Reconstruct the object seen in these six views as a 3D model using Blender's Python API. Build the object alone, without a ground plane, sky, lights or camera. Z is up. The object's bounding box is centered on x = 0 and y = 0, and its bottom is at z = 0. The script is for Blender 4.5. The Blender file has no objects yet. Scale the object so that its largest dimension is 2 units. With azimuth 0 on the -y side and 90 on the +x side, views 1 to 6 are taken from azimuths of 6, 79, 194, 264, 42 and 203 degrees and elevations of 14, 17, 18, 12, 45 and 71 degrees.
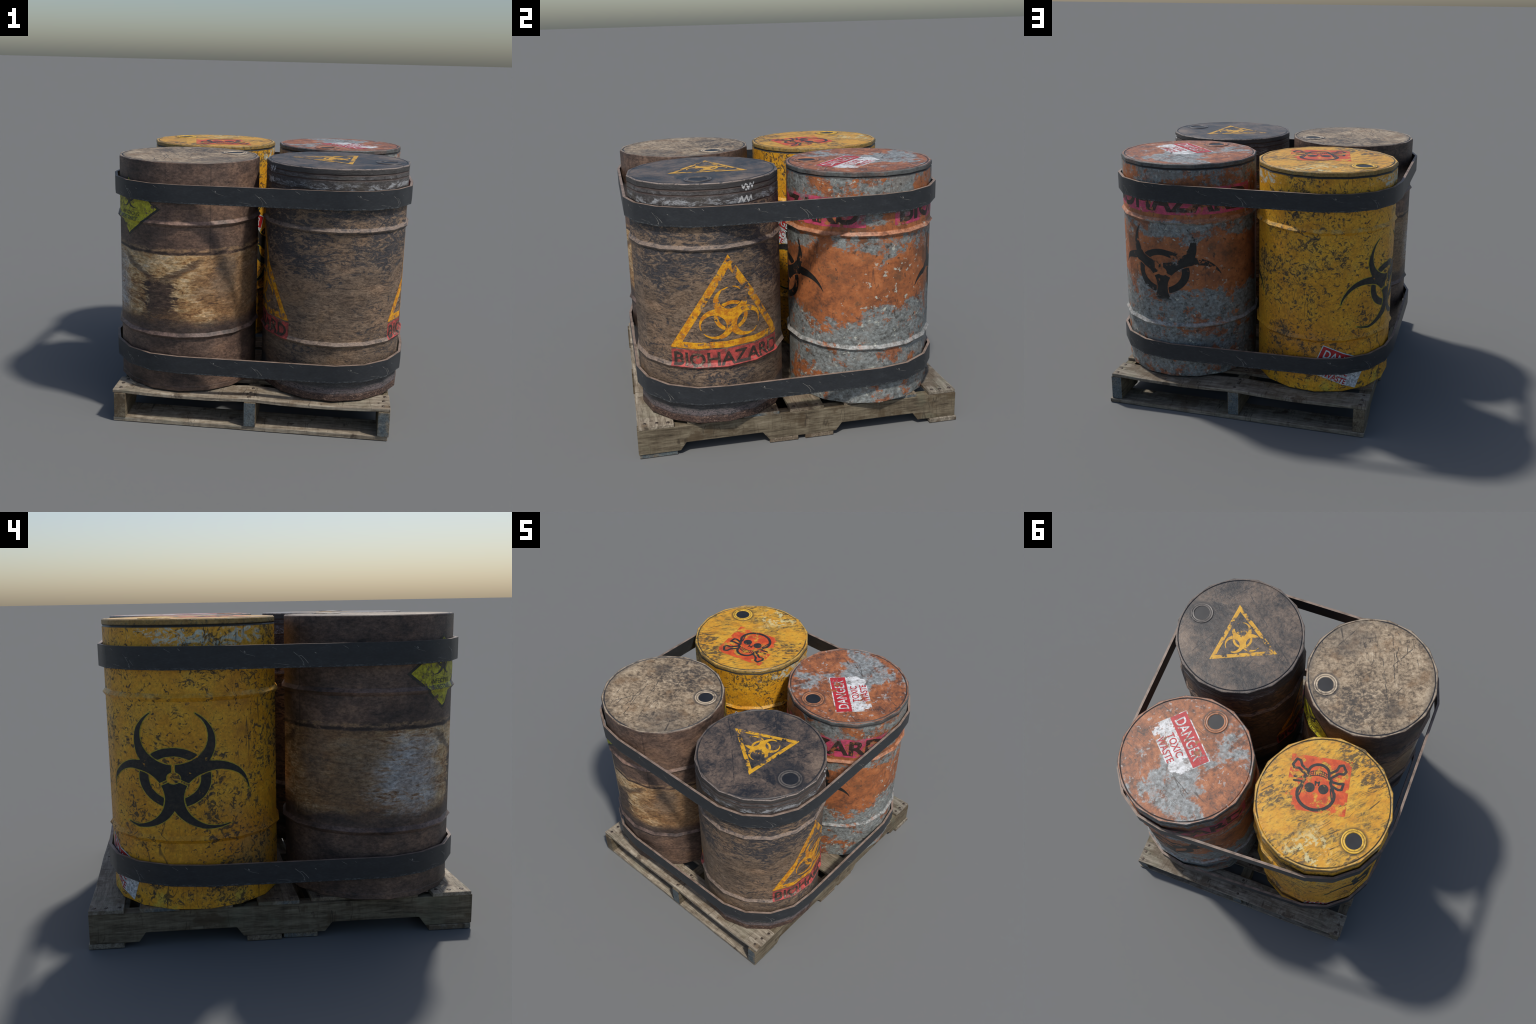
# Four rusty hazard-waste barrels strapped together on a notched wooden pallet.
import bpy, bmesh, math, random
import numpy as np
from mathutils import Vector, Matrix

random.seed(7)
rng = np.random.default_rng(7)

# ------------------------------------------------------------------ sizes
BASE = 0.2075           # top of the pallet deck, where the barrels stand
TOP = 1.636             # lid height
R = 0.446               # barrel corner radius (16 flats)
SIDES = 16
STEP = 360.0 / SIDES
RARC = 0.4435           # mean radius used to turn arc length into angle
RIBS = (0.570, 1.270)
# name, centre x, centre y, turn (degrees)
BARRELS = {"A": (-0.462, -0.504, 25.6), "B": (0.479, -0.493, -17.1),
           "C": (-0.455, 0.431, 140.4), "D": (0.473, 0.466, -111.9)}


# ------------------------------------------------------------------ node helper
class Nodes:
    """Small helper that writes shader node trees as expressions."""

    def __init__(self, name):
        self.mat = bpy.data.materials.new(name)
        self.mat.use_nodes = True
        self.t = self.mat.node_tree
        self.bsdf = self.t.nodes["Principled BSDF"]
        self.tc = None
        self.cache = {}

    def new(self, kind):
        return self.t.nodes.new(kind)

    def put(self, sock, v):
        if isinstance(v, bpy.types.NodeSocket):
            self.t.links.new(v, sock)
        elif isinstance(v, (tuple, list)):
            sock.default_value = (*v, 1.0) if len(v) == 3 and len(sock.default_value) == 4 else v
        else:
            sock.default_value = v

    def m(self, op, a, b=None, c=None, clamp=False):
        n = self.new("ShaderNodeMath")
        n.operation = op
        n.use_clamp = clamp
        for i, v in enumerate((a, b, c)):
            if v is not None:
                self.put(n.inputs[i], v)
        return n.outputs[0]

    def add(self, a, b): return self.m("ADD", a, b)
    def sub(self, a, b): return self.m("SUBTRACT", a, b)
    def mul(self, a, b): return self.m("MULTIPLY", a, b)
    def inv(self, a): return self.m("SUBTRACT", 1.0, a)
    def sat(self, a): return self.m("ADD", a, 0.0, clamp=True)
    def most(self, a, b): return self.m("MAXIMUM", a, b)

    def obj(self):
        if self.tc is None:
            self.tc = self.new("ShaderNodeTexCoord")
        return self.tc.outputs["Object"]

    def xyz(self):
        if "xyz" not in self.cache:
            n = self.new("ShaderNodeSeparateXYZ")
            self.put(n.inputs[0], self.obj())
            self.cache["xyz"] = n.outputs
        return self.cache["xyz"]

    def height(self):
        """World height on a barrel (its origin stands on the deck)."""
        if "z" not in self.cache:
            self.cache["z"] = self.add(self.xyz()[2], BASE)
        return self.cache["z"]

    def angle(self):
        if "a" not in self.cache:
            o = self.xyz()
            self.cache["a"] = self.mul(self.m("ARCTAN2", o[1], o[0]), 180 / math.pi)
        return self.cache["a"]

    def radius(self):
        if "r" not in self.cache:
            o = self.xyz()
            self.cache["r"] = self.m("SQRT", self.add(self.mul(o[0], o[0]), self.mul(o[1], o[1])))
        return self.cache["r"]

    def around(self, at):
        """Angle from `at`, repeating on the opposite side of the barrel."""
        return self.m("WRAP", self.sub(self.angle(), at), 90.0, -90.0)

    def vec(self, scale=(1, 1, 1), rot=(0, 0, 0), loc=(0, 0, 0)):
        key = ("v", scale, rot, loc)
        if key not in self.cache:
            n = self.new("ShaderNodeMapping")
            self.put(n.inputs["Vector"], self.obj())
            n.inputs["Scale"].default_value = scale
            n.inputs["Rotation"].default_value = [math.radians(a) for a in rot]
            n.inputs["Location"].default_value = loc
            self.cache[key] = n.outputs[0]
        return self.cache[key]

    def noise(self, scale, detail=5.0, rough=0.6, vec=None, dist=0.0):
        n = self.new("ShaderNodeTexNoise")
        self.put(n.inputs["Vector"], vec if vec is not None else self.obj())
        n.inputs["Scale"].default_value = scale
        n.inputs["Detail"].default_value = detail
        n.inputs["Roughness"].default_value = rough
        n.inputs["Distortion"].default_value = dist
        return n.outputs[0]

    def voronoi(self, scale, vec=None, feature="F1", rand=1.0):
        n = self.new("ShaderNodeTexVoronoi")
        n.feature = feature
        self.put(n.inputs["Vector"], vec if vec is not None else self.obj())
        n.inputs["Scale"].default_value = scale
        n.inputs["Randomness"].default_value = rand
        return n.outputs[0]

    def ss(self, v, lo, hi):
        n = self.new("ShaderNodeMapRange")
        n.interpolation_type = "SMOOTHSTEP"
        self.put(n.inputs[0], v)
        flip = lo > hi
        n.inputs[1].default_value, n.inputs[2].default_value = (hi, lo) if flip else (lo, hi)
        n.inputs[3].default_value, n.inputs[4].default_value = (1, 0) if flip else (0, 1)
        return n.outputs[0]

    def ramp(self, fac, stops):
        n = self.new("ShaderNodeValToRGB")
        self.put(n.inputs[0], fac)
        e = n.color_ramp.elements
        while len(e) < len(stops):
            e.new(0.5)
        for el, (p, c) in zip(e, stops):
            el.position = p
            el.color = (*c, 1.0) if isinstance(c, tuple) else (c, c, c, 1.0)
        return n.outputs[0]

    def mix(self, fac, a, b, mode="MIX"):
        n = self.new("ShaderNodeMix")
        n.data_type = "RGBA"
        n.blend_type = mode
        self.put(n.inputs[0], fac)
        self.put(n.inputs[6], a)
        self.put(n.inputs[7], b)
        return n.outputs[2]

    def band(self, v, at, half, soft):
        return self.ss(self.m("ABSOLUTE", self.sub(v, at)), half + soft, half)

    def blob(self, at, z, wide, tall, amp=0.8, scale=7.0, hard=0.15):
        """Ragged patch on a barrel wall, centred at an angle and a height."""
        a = self.m("DIVIDE", self.around(at), wide)
        b = self.m("DIVIDE", self.sub(self.height(), z), tall)
        d = self.m("SQRT", self.add(self.mul(a, a), self.mul(b, b)))
        n = self.noise(scale, 6, 0.65, self.vec((1, 1, 1.6), loc=(at * 0.1, z, 0)))
        d = self.add(d, self.mul(self.sub(n, 0.5), amp * 2))
        return self.ss(d, 1.0 + hard, 1.0 - hard)

    def spot(self, x, y, rx, ry, amp=0.8, scale=8.0, hard=0.15):
        """Ragged patch on a lid."""
        o = self.xyz()
        a = self.m("DIVIDE", self.sub(o[0], x), rx)
        b = self.m("DIVIDE", self.sub(o[1], y), ry)
        d = self.m("SQRT", self.add(self.mul(a, a), self.mul(b, b)))
        n = self.noise(scale, 6, 0.65, self.vec((1, 1, 1), loc=(x * 7, y * 5, 2)))
        d = self.add(d, self.mul(self.sub(n, 0.5), amp * 2))
        return self.ss(d, 1.0 + hard, 1.0 - hard)

    def scratches(self, rot, scale=3.0, stretch=14.0, width=0.012, seed=0.0):
        """Long thin lines: the level set of a strongly stretched noise."""
        n = self.noise(scale, 1.0, 0.4, self.vec((stretch, 1, 1), rot, (seed, seed * 2, 0)), 0.0)
        keep = self.ss(self.noise(scale * 1.7, 2, 0.5, self.vec((1, 1, 1), rot, (seed + 3, 1, 4))), 0.55, 0.62)
        return self.mul(self.ss(self.m("ABSOLUTE", self.sub(n, 0.5)), width, width * 0.3), keep)

    def cuts(self, lines, w=0.0022):
        """Straight scratches on a lid, each from one point to another, slightly wavering."""
        o = self.xyz()
        wav = self.mul(self.sub(self.noise(18, 3, 0.6), 0.5), 0.012)
        out = None
        for (ax, ay), (bx, by) in lines:
            dx, dy = bx - ax, by - ay
            L = math.hypot(dx, dy)
            px, py = self.sub(o[0], ax), self.sub(o[1], ay)
            along = self.add(self.mul(px, dx / L), self.mul(py, dy / L))
            off = self.add(self.sub(self.mul(py, dx / L), self.mul(px, dy / L)), wav)
            k = self.mul(self.ss(self.m("ABSOLUTE", off), w * 1.6, w * 0.6), self.band(along, L / 2, L / 2 - 0.01, 0.02))
            out = k if out is None else self.most(out, k)
        return self.mul(out, self.ss(self.noise(26, 4, 0.7, self.vec(loc=(2, 2, 2))), 0.38, 0.48))

    def finish(self, color, rough=0.5, height=None, strength=0.35, dist=0.006, spec=0.4, metal=0.0):
        self.put(self.bsdf.inputs["Base Color"], color)
        self.put(self.bsdf.inputs["Roughness"], rough)
        self.put(self.bsdf.inputs["Specular IOR Level"], spec)
        self.put(self.bsdf.inputs["Metallic"], metal)
        if height is not None:
            b = self.new("ShaderNodeBump")
            b.inputs["Strength"].default_value = strength
            b.inputs["Distance"].default_value = dist
            self.put(b.inputs["Height"], height)
            self.put(self.bsdf.inputs["Normal"], b.outputs[0])
        return self.mat


# ------------------------------------------------------------------ surface recipes
# each returns (colour, roughness, bump height); marks reuse them where paint has worn off
def gritty(n, col, scale, amount, vec=None):
    """Fine light and dark grain over a colour."""
    g = n.noise(scale, 6, 0.8, vec)
    return n.mix(1.0, col, n.ramp(g, [(0.36, 1 - amount), (0.50, 1.0), (0.64, 1 + amount)]), "MULTIPLY"), g


def wall_brown(n):
    z = n.height()
    big = n.noise(4.0, 8, 0.68, n.vec((1, 1, 1.4)))
    streak = n.noise(9, 8, 0.74, n.vec((1, 1, 3.0), (5, 0, 0)), 1.0)
    f = n.add(n.mul(big, 0.6), n.mul(streak, 0.4))
    brown = n.ramp(f, [(0.37, (0.038, 0.027, 0.023)), (0.46, (0.084, 0.055, 0.043)), (0.55, (0.138, 0.088, 0.064)), (0.66, (0.205, 0.130, 0.088))])
    # worn cream paint round the middle, streaked with rust
    grain = n.noise(8, 9, 0.76, n.vec((1, 1, 4.2), (9, 3, 0)), 1.8)
    wash = n.noise(4.5, 6, 0.65, n.vec((1, 1, 2.2), loc=(3, 1, 2)), 0.8)
    g = n.add(n.mul(grain, 0.62), n.mul(wash, 0.38))
    cream = n.ramp(g, [(0.385, (0.100, 0.048, 0.024)), (0.435, (0.27, 0.130, 0.048)), (0.485, (0.44, 0.27, 0.115)), (0.54, (0.56, 0.40, 0.22)), (0.64, (0.64, 0.53, 0.38))])
    cream = n.mix(n.mul(n.blob(168, 0.83, 27, 0.22, 1.1, 6, 0.5), n.ss(g, 0.40, 0.52)), cream, n.ramp(grain, [(0.4, (0.33, 0.315, 0.30)), (0.6, (0.50, 0.49, 0.485))]))
    cream = n.mix(n.mul(n.blob(112, 0.88, 30, 0.24, 1.0, 6, 0.5), 0.85), cream, n.ramp(g, [(0.40, (0.075, 0.045, 0.028)), (0.49, (0.25, 0.125, 0.048)), (0.58, (0.42, 0.265, 0.14))]))
    cream = n.mix(n.mul(n.blob(286, 0.98, 10, 0.20, 1.2, 6, 0.5), 0.55), cream, (0.12, 0.105, 0.09))
    cream = n.mix(n.mul(n.blob(314, 0.86, 20, 0.4, 0.9, 6, 0.6), 0.65), cream, (0.15, 0.098, 0.058))
    # dark run in the middle with arms going up left and right
    dx = n.m("ABSOLUTE", n.add(n.around(230), n.mul(n.sub(wash, 0.5), 14.0)))
    arm = n.sub(n.sub(z, 0.90), n.mul(dx, 0.0042))
    arm = n.mul(n.ss(n.m("ABSOLUTE", n.add(arm, n.mul(n.sub(grain, 0.5), 0.10))), 0.034, 0.012), n.ss(dx, 42.0, 30.0))
    run = n.mul(n.ss(n.add(dx, n.mul(n.sub(grain, 0.5), 44.0)), 17.0, 10.0), n.ss(n.add(z, n.mul(n.sub(grain, 0.5), 0.12)), 0.94, 0.89))
    stain = n.most(n.mul(run, n.ss(grain, 0.72, 0.58)), n.mul(arm, 0.8))
    veil = n.ss(n.noise(3.2, 5, 0.6, n.vec((1, 1, 1.6), loc=(6, 2, 1))), 0.50, 0.62)
    cream = n.mix(n.mul(veil, 0.40), cream, (0.19, 0.105, 0.052))
    cream = n.mix(n.mul(stain, 0.95), cream, n.ramp(grain, [(0.42, (0.032, 0.020, 0.019)), (0.58, (0.085, 0.052, 0.038))]))
    edge = n.mul(n.sub(wash, 0.5), 0.22)
    zone = n.mul(n.ss(n.add(z, edge), 0.61, 0.71), n.ss(n.add(z, n.mul(edge, 0.10)), 1.090, 1.074))
    col = n.mix(zone, brown, cream)
    rusty = n.mul(n.band(n.add(z, n.mul(edge, 0.4)), 0.675, 0.02, 0.05), n.ss(streak, 0.40, 0.56))
    col = n.mix(n.mul(rusty, 0.6), col, (0.20, 0.105, 0.045))
    col = n.mix(n.mul(n.band(n.add(z, n.mul(edge, 0.1)), 1.090, 0.005, 0.010), n.ss(streak, 0.62, 0.48)), col, (0.034, 0.022, 0.018))
    col = n.mix(n.mul(n.band(n.add(z, n.mul(edge, 0.1)), 1.108, 0.003, 0.014), n.ss(streak, 0.42, 0.56)), col, (0.25, 0.16, 0.088))
    col = n.mix(n.mul(n.band(n.add(z, n.mul(edge, 0.3)), 0.628, 0.016, 0.035), 0.55), col, (0.050, 0.037, 0.033))
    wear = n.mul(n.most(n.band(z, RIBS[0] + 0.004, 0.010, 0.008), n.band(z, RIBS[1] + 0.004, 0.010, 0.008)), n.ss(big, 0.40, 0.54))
    col = n.mix(n.mul(wear, 0.7), col, (0.185, 0.125, 0.103))
    seam = n.most(n.band(n.around(272), 0, 0.35, 0.6), n.mul(n.band(n.around(237), 0, 0.2, 0.6), 0.6))
    col = n.mix(n.mul(n.mul(seam, n.ss(z, 1.0, 1.1)), 0.45), col, (0.03, 0.022, 0.02))
    tone = n.noise(2.6, 4, 0.6, n.vec((1, 1, 1.3), loc=(11, 4, 2)))
    col = n.mix(n.inv(n.mul(zone, 0.6)), col, n.mix(1.0, col, n.ramp(tone, [(0.36, (0.62, 0.60, 0.60)), (0.5, (1.0, 1.0, 1.0)), (0.64, (1.35, 1.25, 1.15))]), "MULTIPLY"))
    col, grit = gritty(n, col, 42, 0.50, n.vec((1, 1, 1.8)))
    h = n.add(n.mul(grain, n.mul(zone, 0.8)), n.add(n.mul(grit, 0.6), n.mul(streak, 0.6)))
    return col, n.add(0.50, n.mul(n.sub(big, 0.5), 0.3)), h


def wall_dark(n):
    z = n.height()
    warp = n.noise(10, 9, 0.76, n.vec((1, 1, 2.4)), 2.2)
    wrinkle = n.noise(5.0, 7, 0.72, n.vec((1, 1, 5.5), (7, 4, 0)), 1.8)
    fine = n.noise(38, 6, 0.78, n.vec((1, 1, 2.2), (10, 0, 0)), 1.4)
    big = n.noise(3.2, 5, 0.6)
    f = n.add(n.mul(warp, 0.5), n.mul(fine, 0.5))
    brown = n.ramp(f, [(0.39, (0.046, 0.031, 0.021)), (0.46, (0.108, 0.073, 0.048)), (0.52, (0.180, 0.125, 0.084)), (0.58, (0.250, 0.180, 0.124)), (0.67, (0.35, 0.235, 0.14))])
    brown = n.mix(n.mul(n.ss(wrinkle, 0.47, 0.39), 0.70), brown, (0.055, 0.036, 0.025))
    brown = n.mix(n.mul(n.ss(wrinkle, 0.55, 0.63), 0.45), brown, (0.26, 0.175, 0.115))
    brown = n.mix(n.mul(n.ss(n.add(n.mul(big, 0.6), n.mul(fine, 0.4)), 0.53, 0.62), 0.4), brown, (0.27, 0.165, 0.085))
    tone = n.noise(2.6, 4, 0.6, n.vec((1, 1, 1.6), loc=(11, 4, 2)))
    brown = n.mix(1.0, brown, n.ramp(tone, [(0.36, (0.66, 0.64, 0.64)), (0.5, (1.0, 1.0, 1.0)), (0.64, (1.30, 1.20, 1.10))]), "MULTIPLY")
    # dark slate blotches, thicker near the top of the body
    dark = n.add(n.mul(warp, 0.60), n.add(n.mul(big, 0.34), n.mul(fine, 0.18)))
    more = n.add(n.mul(n.ss(z, 0.85, 1.20), 0.085), n.mul(n.ss(z, 0.62, 0.5), 0.02))
    mask = n.ss(n.sub(dark, more), 0.520, 0.455)
    col = n.mix(n.mul(mask, 0.88), brown, n.ramp(fine, [(0.40, (0.020, 0.023, 0.031)), (0.62, (0.066, 0.062, 0.064))]))
    col = n.mix(n.mul(n.mul(n.ss(f, 0.54, 0.62), n.ss(z, 1.15, 1.28)), 0.6), col, (0.31, 0.20, 0.12))
    wear = n.most(n.band(z, RIBS[0] + 0.004, 0.011, 0.006), n.band(z, RIBS[1] + 0.004, 0.011, 0.006))  # mask for the paler band along each rib
    col = n.mix(n.mul(wear, n.mul(n.ss(warp, 0.36, 0.52), 0.8)), col, n.ramp(fine, [(0.4, (0.16, 0.12, 0.095)), (0.6, (0.30, 0.225, 0.175))]))
    # slate band and crusted chime at the foot
    wob = n.mul(n.sub(wrinkle, 0.5), 0.06)
    foot = n.ss(n.add(z, wob), 0.385, 0.350)
    slate = n.ramp(n.add(n.mul(wrinkle, 0.5), n.mul(fine, 0.5)), [(0.40, (0.026, 0.028, 0.032)), (0.52, (0.066, 0.062, 0.060)), (0.62, (0.125, 0.118, 0.114))])
    col = n.mix(foot, col, slate)
    col = n.mix(n.mul(n.band(n.add(z, n.mul(wob, 0.3)), 0.272, 0.008, 0.02), n.ss(fine, 0.42, 0.56)), col, (0.17, 0.135, 0.135))
    crust = n.ss(n.add(z, n.mul(wob, 0.3)), 0.262, 0.250)
    col = n.mix(crust, col, n.ramp(fine, [(0.40, (0.022, 0.012, 0.010)), (0.50, (0.062, 0.036, 0.029)), (0.60, (0.15, 0.085, 0.055)), (0.68, (0.45, 0.40, 0.35))]))
    # peeling grey paint above the strap
    peel = n.noise(11, 8, 0.76, n.vec((1, 1, 3.0)), 0.8)
    cap = n.ss(n.add(z, n.mul(wob, 0.25)), 1.502, 1.510)
    grey = n.ramp(n.add(n.mul(peel, 0.6), n.mul(fine, 0.4)), [(0.40, (0.034, 0.030, 0.029)), (0.49, (0.078, 0.070, 0.066)), (0.58, (0.155, 0.148, 0.148))])
    pale = n.add(n.add(n.mul(peel, 0.7), n.mul(fine, 0.3)), n.mul(n.band(z, 1.525, 0.012, 0.025), 0.085))
    grey = n.mix(n.mul(n.ss(pale, 0.575, 0.635), n.ss(z, 1.60, 1.57)), grey, n.ramp(fine, [(0.42, (0.20, 0.20, 0.205)), (0.6, (0.36, 0.37, 0.38))]))
    grey = n.mix(n.mul(n.ss(big, 0.52, 0.6), 0.6), grey, (0.075, 0.063, 0.048))
    grey = n.mix(n.mul(n.ss(z, 1.592, 1.606), 0.8), grey, (0.044, 0.040, 0.038))
    col = n.mix(cap, col, grey)
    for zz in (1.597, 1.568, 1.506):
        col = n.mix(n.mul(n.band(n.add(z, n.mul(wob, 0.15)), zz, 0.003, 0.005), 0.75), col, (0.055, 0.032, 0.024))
    col = n.mix(n.mul(n.band(z, TOP, 0.005, 0.003), n.ss(warp, 0.42, 0.5)), col, (0.26, 0.21, 0.18))
    h = n.add(n.mul(wrinkle, 1.3), n.add(n.mul(warp, 0.8), n.mul(fine, 0.7)))
    return col, n.add(0.48, n.mul(n.sub(warp, 0.5), 0.3)), h


def wall_yellow(n):
    z = n.height()
    big = n.noise(2.6, 7, 0.68)
    mid = n.noise(8, 7, 0.72)
    dash = n.noise(34, 4, 0.66, n.vec((1, 1, 1.1), (25, -20, 0)), 1.2)
    dash2 = n.noise(17, 6, 0.74, n.vec((1, 1, 1.2), (30, 20, 0)), 0.8)
    paint = n.ramp(n.add(n.mul(mid, 0.6), n.mul(big, 0.4)), [(0.36, (0.45, 0.190, 0.014)), (0.46, (0.64, 0.290, 0.016)), (0.56, (0.72, 0.370, 0.026)), (0.68, (0.70, 0.425, 0.055))])
    low = n.mul(n.ss(z, 0.82, 0.60), n.ss(z, 0.24, 0.40))
    paint = n.mix(n.mul(low, n.mul(n.ss(big, 0.40, 0.58), 0.9)), paint, (0.55, 0.21, 0.013))
    paint = n.mix(n.mul(n.ss(big, 0.54, 0.64), n.mul(n.ss(z, 1.3, 1.0), 0.45)), paint, (0.36, 0.235, 0.085))
    lime = n.mul(n.ss(z, 0.34, 0.25), n.ss(n.noise(5, 4, 0.6, n.vec(loc=(4, 1, 0))), 0.53, 0.6))
    paint = n.mix(n.mul(lime, 0.6), paint, (0.55, 0.46, 0.07))
    # grime and chipping: short dark strokes gathered into clouds, with clean paint between
    cloud = n.add(n.mul(big, 0.55), n.mul(mid, 0.45))
    dense = n.noise(2.2, 4, 0.6, n.vec((1, 1, 0.9), loc=(5, 2, 7)))
    cloud = n.add(cloud, n.mul(n.sub(dense, 0.5), 0.55))
    grime = n.ss(n.add(n.mul(cloud, 0.6), n.mul(dash, 0.4)), 0.50, 0.62)
    col = n.mix(n.mul(grime, 0.55), paint, (0.20, 0.115, 0.030))
    chips = n.ss(n.add(n.mul(dash, 0.62), n.mul(cloud, 0.38)), 0.535, 0.575)
    col = n.mix(n.mul(chips, 0.86), col, n.ramp(mid, [(0.4, (0.030, 0.029, 0.032)), (0.6, (0.085, 0.058, 0.026))]))
    deep = n.mul(n.ss(n.add(n.mul(dash2, 0.6), n.mul(mid, 0.4)), 0.545, 0.59), n.ss(big, 0.44, 0.52))
    col = n.mix(n.mul(deep, 0.85), col, (0.028, 0.027, 0.031))
    pale = n.mul(n.blob(48, 1.555, 45, 0.05, 1.0, 12), n.ss(dash2, 0.48, 0.56))
    col = n.mix(n.mul(pale, 0.85), col, (0.52, 0.57, 0.48))
    line = n.most(n.scratches((0, 40, 30), 2.2, 16, 0.012, 2.7), n.scratches((20, -35, 10), 2.2, 16, 0.010, 9.3))
    col = n.mix(n.mul(line, 0.75), col, (0.045, 0.033, 0.02))
    ledge = n.mul(n.band(z, RIBS[1] + 0.006, 0.010, 0.006), n.ss(mid, 0.46, 0.56))
    col = n.mix(n.mul(ledge, 0.5), col, (0.62, 0.40, 0.13))
    rim = n.ss(z, 1.606, 1.612)
    col = n.mix(n.mul(rim, 0.75), col, n.ramp(dash2, [(0.35, (0.07, 0.06, 0.03)), (0.65, (0.24, 0.19, 0.08))]))
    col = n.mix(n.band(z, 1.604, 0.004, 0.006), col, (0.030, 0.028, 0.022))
    col, grit = gritty(n, col, 60, 0.25)
    h = n.add(n.mul(n.inv(chips), 0.6), n.add(n.mul(mid, 0.7), n.mul(dash, 0.5)))
    return col, n.add(0.44, n.mul(chips, 0.2)), h


def bare_mask(n):
    """Where the orange barrel's paint has gone, down to grey metal."""
    z = n.height()
    big = n.noise(3.0, 10, 0.70, n.vec((1, 1, 1.2), loc=(1.3, 0.2, 0)), 0.3)
    grit = n.noise(24, 6, 0.75, n.vec((1, 1, 1.3), loc=(4, 0.2, 3)))
    b = n.mul(n.ss(z, 0.94, 0.66), 0.088)
    b = n.sub(b, n.mul(n.band(z, 0.99, 0.06, 0.14), 0.050))
    b = n.add(b, n.mul(n.band(z, 1.215, 0.02, 0.06), 0.035))
    b = n.sub(b, n.mul(n.band(z, 1.30, 0.010, 0.04), 0.040))
    b = n.add(b, n.mul(n.ss(z, 1.42, 1.54), 0.050))
    b = n.add(b, n.mul(n.blob(200, 1.22, 32, 0.05, 0.9, 7, 0.4), 0.07))
    b = n.sub(b, n.mul(n.blob(95, 0.97, 42, 0.20, 0.9, 7, 0.4), 0.06))
    patch = n.noise(7.5, 8, 0.74, n.vec((1, 1, 1.2), loc=(2, 6, 1)), 0.4)
    return n.add(n.add(n.mul(big, 0.52), n.add(n.mul(patch, 0.28), n.mul(grit, 0.20))), b)


def wall_orange(n):
    z = n.height()
    bare = bare_mask(n)
    mid = n.noise(9, 8, 0.74)
    fine = n.noise(40, 6, 0.78, n.vec((1, 1, 1.3)))
    f = n.add(n.mul(mid, 0.6), n.mul(fine, 0.4))
    orange = n.ramp(f, [(0.37, (0.105, 0.050, 0.030)), (0.45, (0.27, 0.092, 0.036)), (0.53, (0.41, 0.133, 0.044)), (0.61, (0.49, 0.180, 0.066)), (0.70, (0.55, 0.29, 0.14))])
    dirt = n.ss(n.add(n.mul(n.noise(5, 6, 0.7, n.vec(loc=(9, 2, 2))), 0.6), n.mul(fine, 0.4)), 0.50, 0.60)
    orange = n.mix(n.mul(dirt, 0.7), orange, (0.085, 0.055, 0.034))
    metal = n.ramp(n.add(n.mul(fine, 0.6), n.mul(mid, 0.4)), [(0.38, (0.060, 0.058, 0.052)), (0.46, (0.155, 0.160, 0.150)), (0.54, (0.265, 0.285, 0.275)), (0.62, (0.38, 0.42, 0.41)), (0.72, (0.50, 0.56, 0.55))])
    metal = n.mix(n.mul(n.ss(mid, 0.51, 0.60), 0.55), metal, (0.155, 0.115, 0.085))
    spots = n.ss(n.add(n.mul(n.noise(5.5, 6, 0.7, n.vec(loc=(7, 3, 1))), 0.8), n.mul(fine, 0.2)), 0.545, 0.585)
    metal = n.mix(n.mul(spots, 0.9), metal, n.ramp(fine, [(0.42, (0.17, 0.06, 0.028)), (0.58, (0.36, 0.115, 0.04))]))
    paint_off = n.ss(bare, 0.505, 0.540)
    col = n.mix(paint_off, orange, metal)
    flecks = n.mul(n.ss(n.noise(26, 4, 0.6, n.vec((1, 1, 1.2), (15, 10, 0))), 0.615, 0.66), n.ss(n.noise(3.1, 4, 0.6, n.vec(loc=(2, 5, 1))), 0.44, 0.56))
    col = n.mix(n.mul(flecks, 0.9), col, (0.50, 0.50, 0.42))
    black = n.mul(n.ss(n.noise(30, 4, 0.6, n.vec(loc=(1, 8, 4))), 0.60, 0.66), n.ss(mid, 0.42, 0.55))
    col = n.mix(n.mul(black, 0.75), col, (0.045, 0.035, 0.028))
    line = n.scratches((10, 55, 20), 2.3, 10, 0.010, 3.0)
    col = n.mix(n.mul(line, 0.5), col, (0.04, 0.032, 0.028))
    wear = n.most(n.band(z, RIBS[0] + 0.004, 0.011, 0.006), n.band(z, RIBS[1] + 0.004, 0.011, 0.006))  # mask for the paler band along each rib
    rib_pale = n.mix(paint_off, n.ramp(fine, [(0.42, (0.30, 0.13, 0.075)), (0.58, (0.52, 0.25, 0.14))]), n.ramp(fine, [(0.42, (0.22, 0.20, 0.18)), (0.58, (0.40, 0.39, 0.37))]))
    col = n.mix(n.mul(wear, n.mul(n.ss(mid, 0.38, 0.52), 0.85)), col, rib_pale)
    rim = n.ss(z, 1.608, 1.613)
    col = n.mix(n.mul(rim, 0.85), col, n.ramp(mid, [(0.38, (0.030, 0.031, 0.031)), (0.62, (0.115, 0.12, 0.115))]))
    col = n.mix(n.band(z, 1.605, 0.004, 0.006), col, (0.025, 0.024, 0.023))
    h = n.add(n.mul(n.inv(paint_off), 0.5), n.add(n.mul(fine, 0.7), n.mul(mid, 0.5)))
    return col, n.add(0.47, n.mul(n.sub(mid, 0.5), 0.3)), h


HOLE = (0.314 * math.cos(math.radians(5.9)), 0.314 * math.sin(math.radians(5.9)))      # bung, off centre


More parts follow.
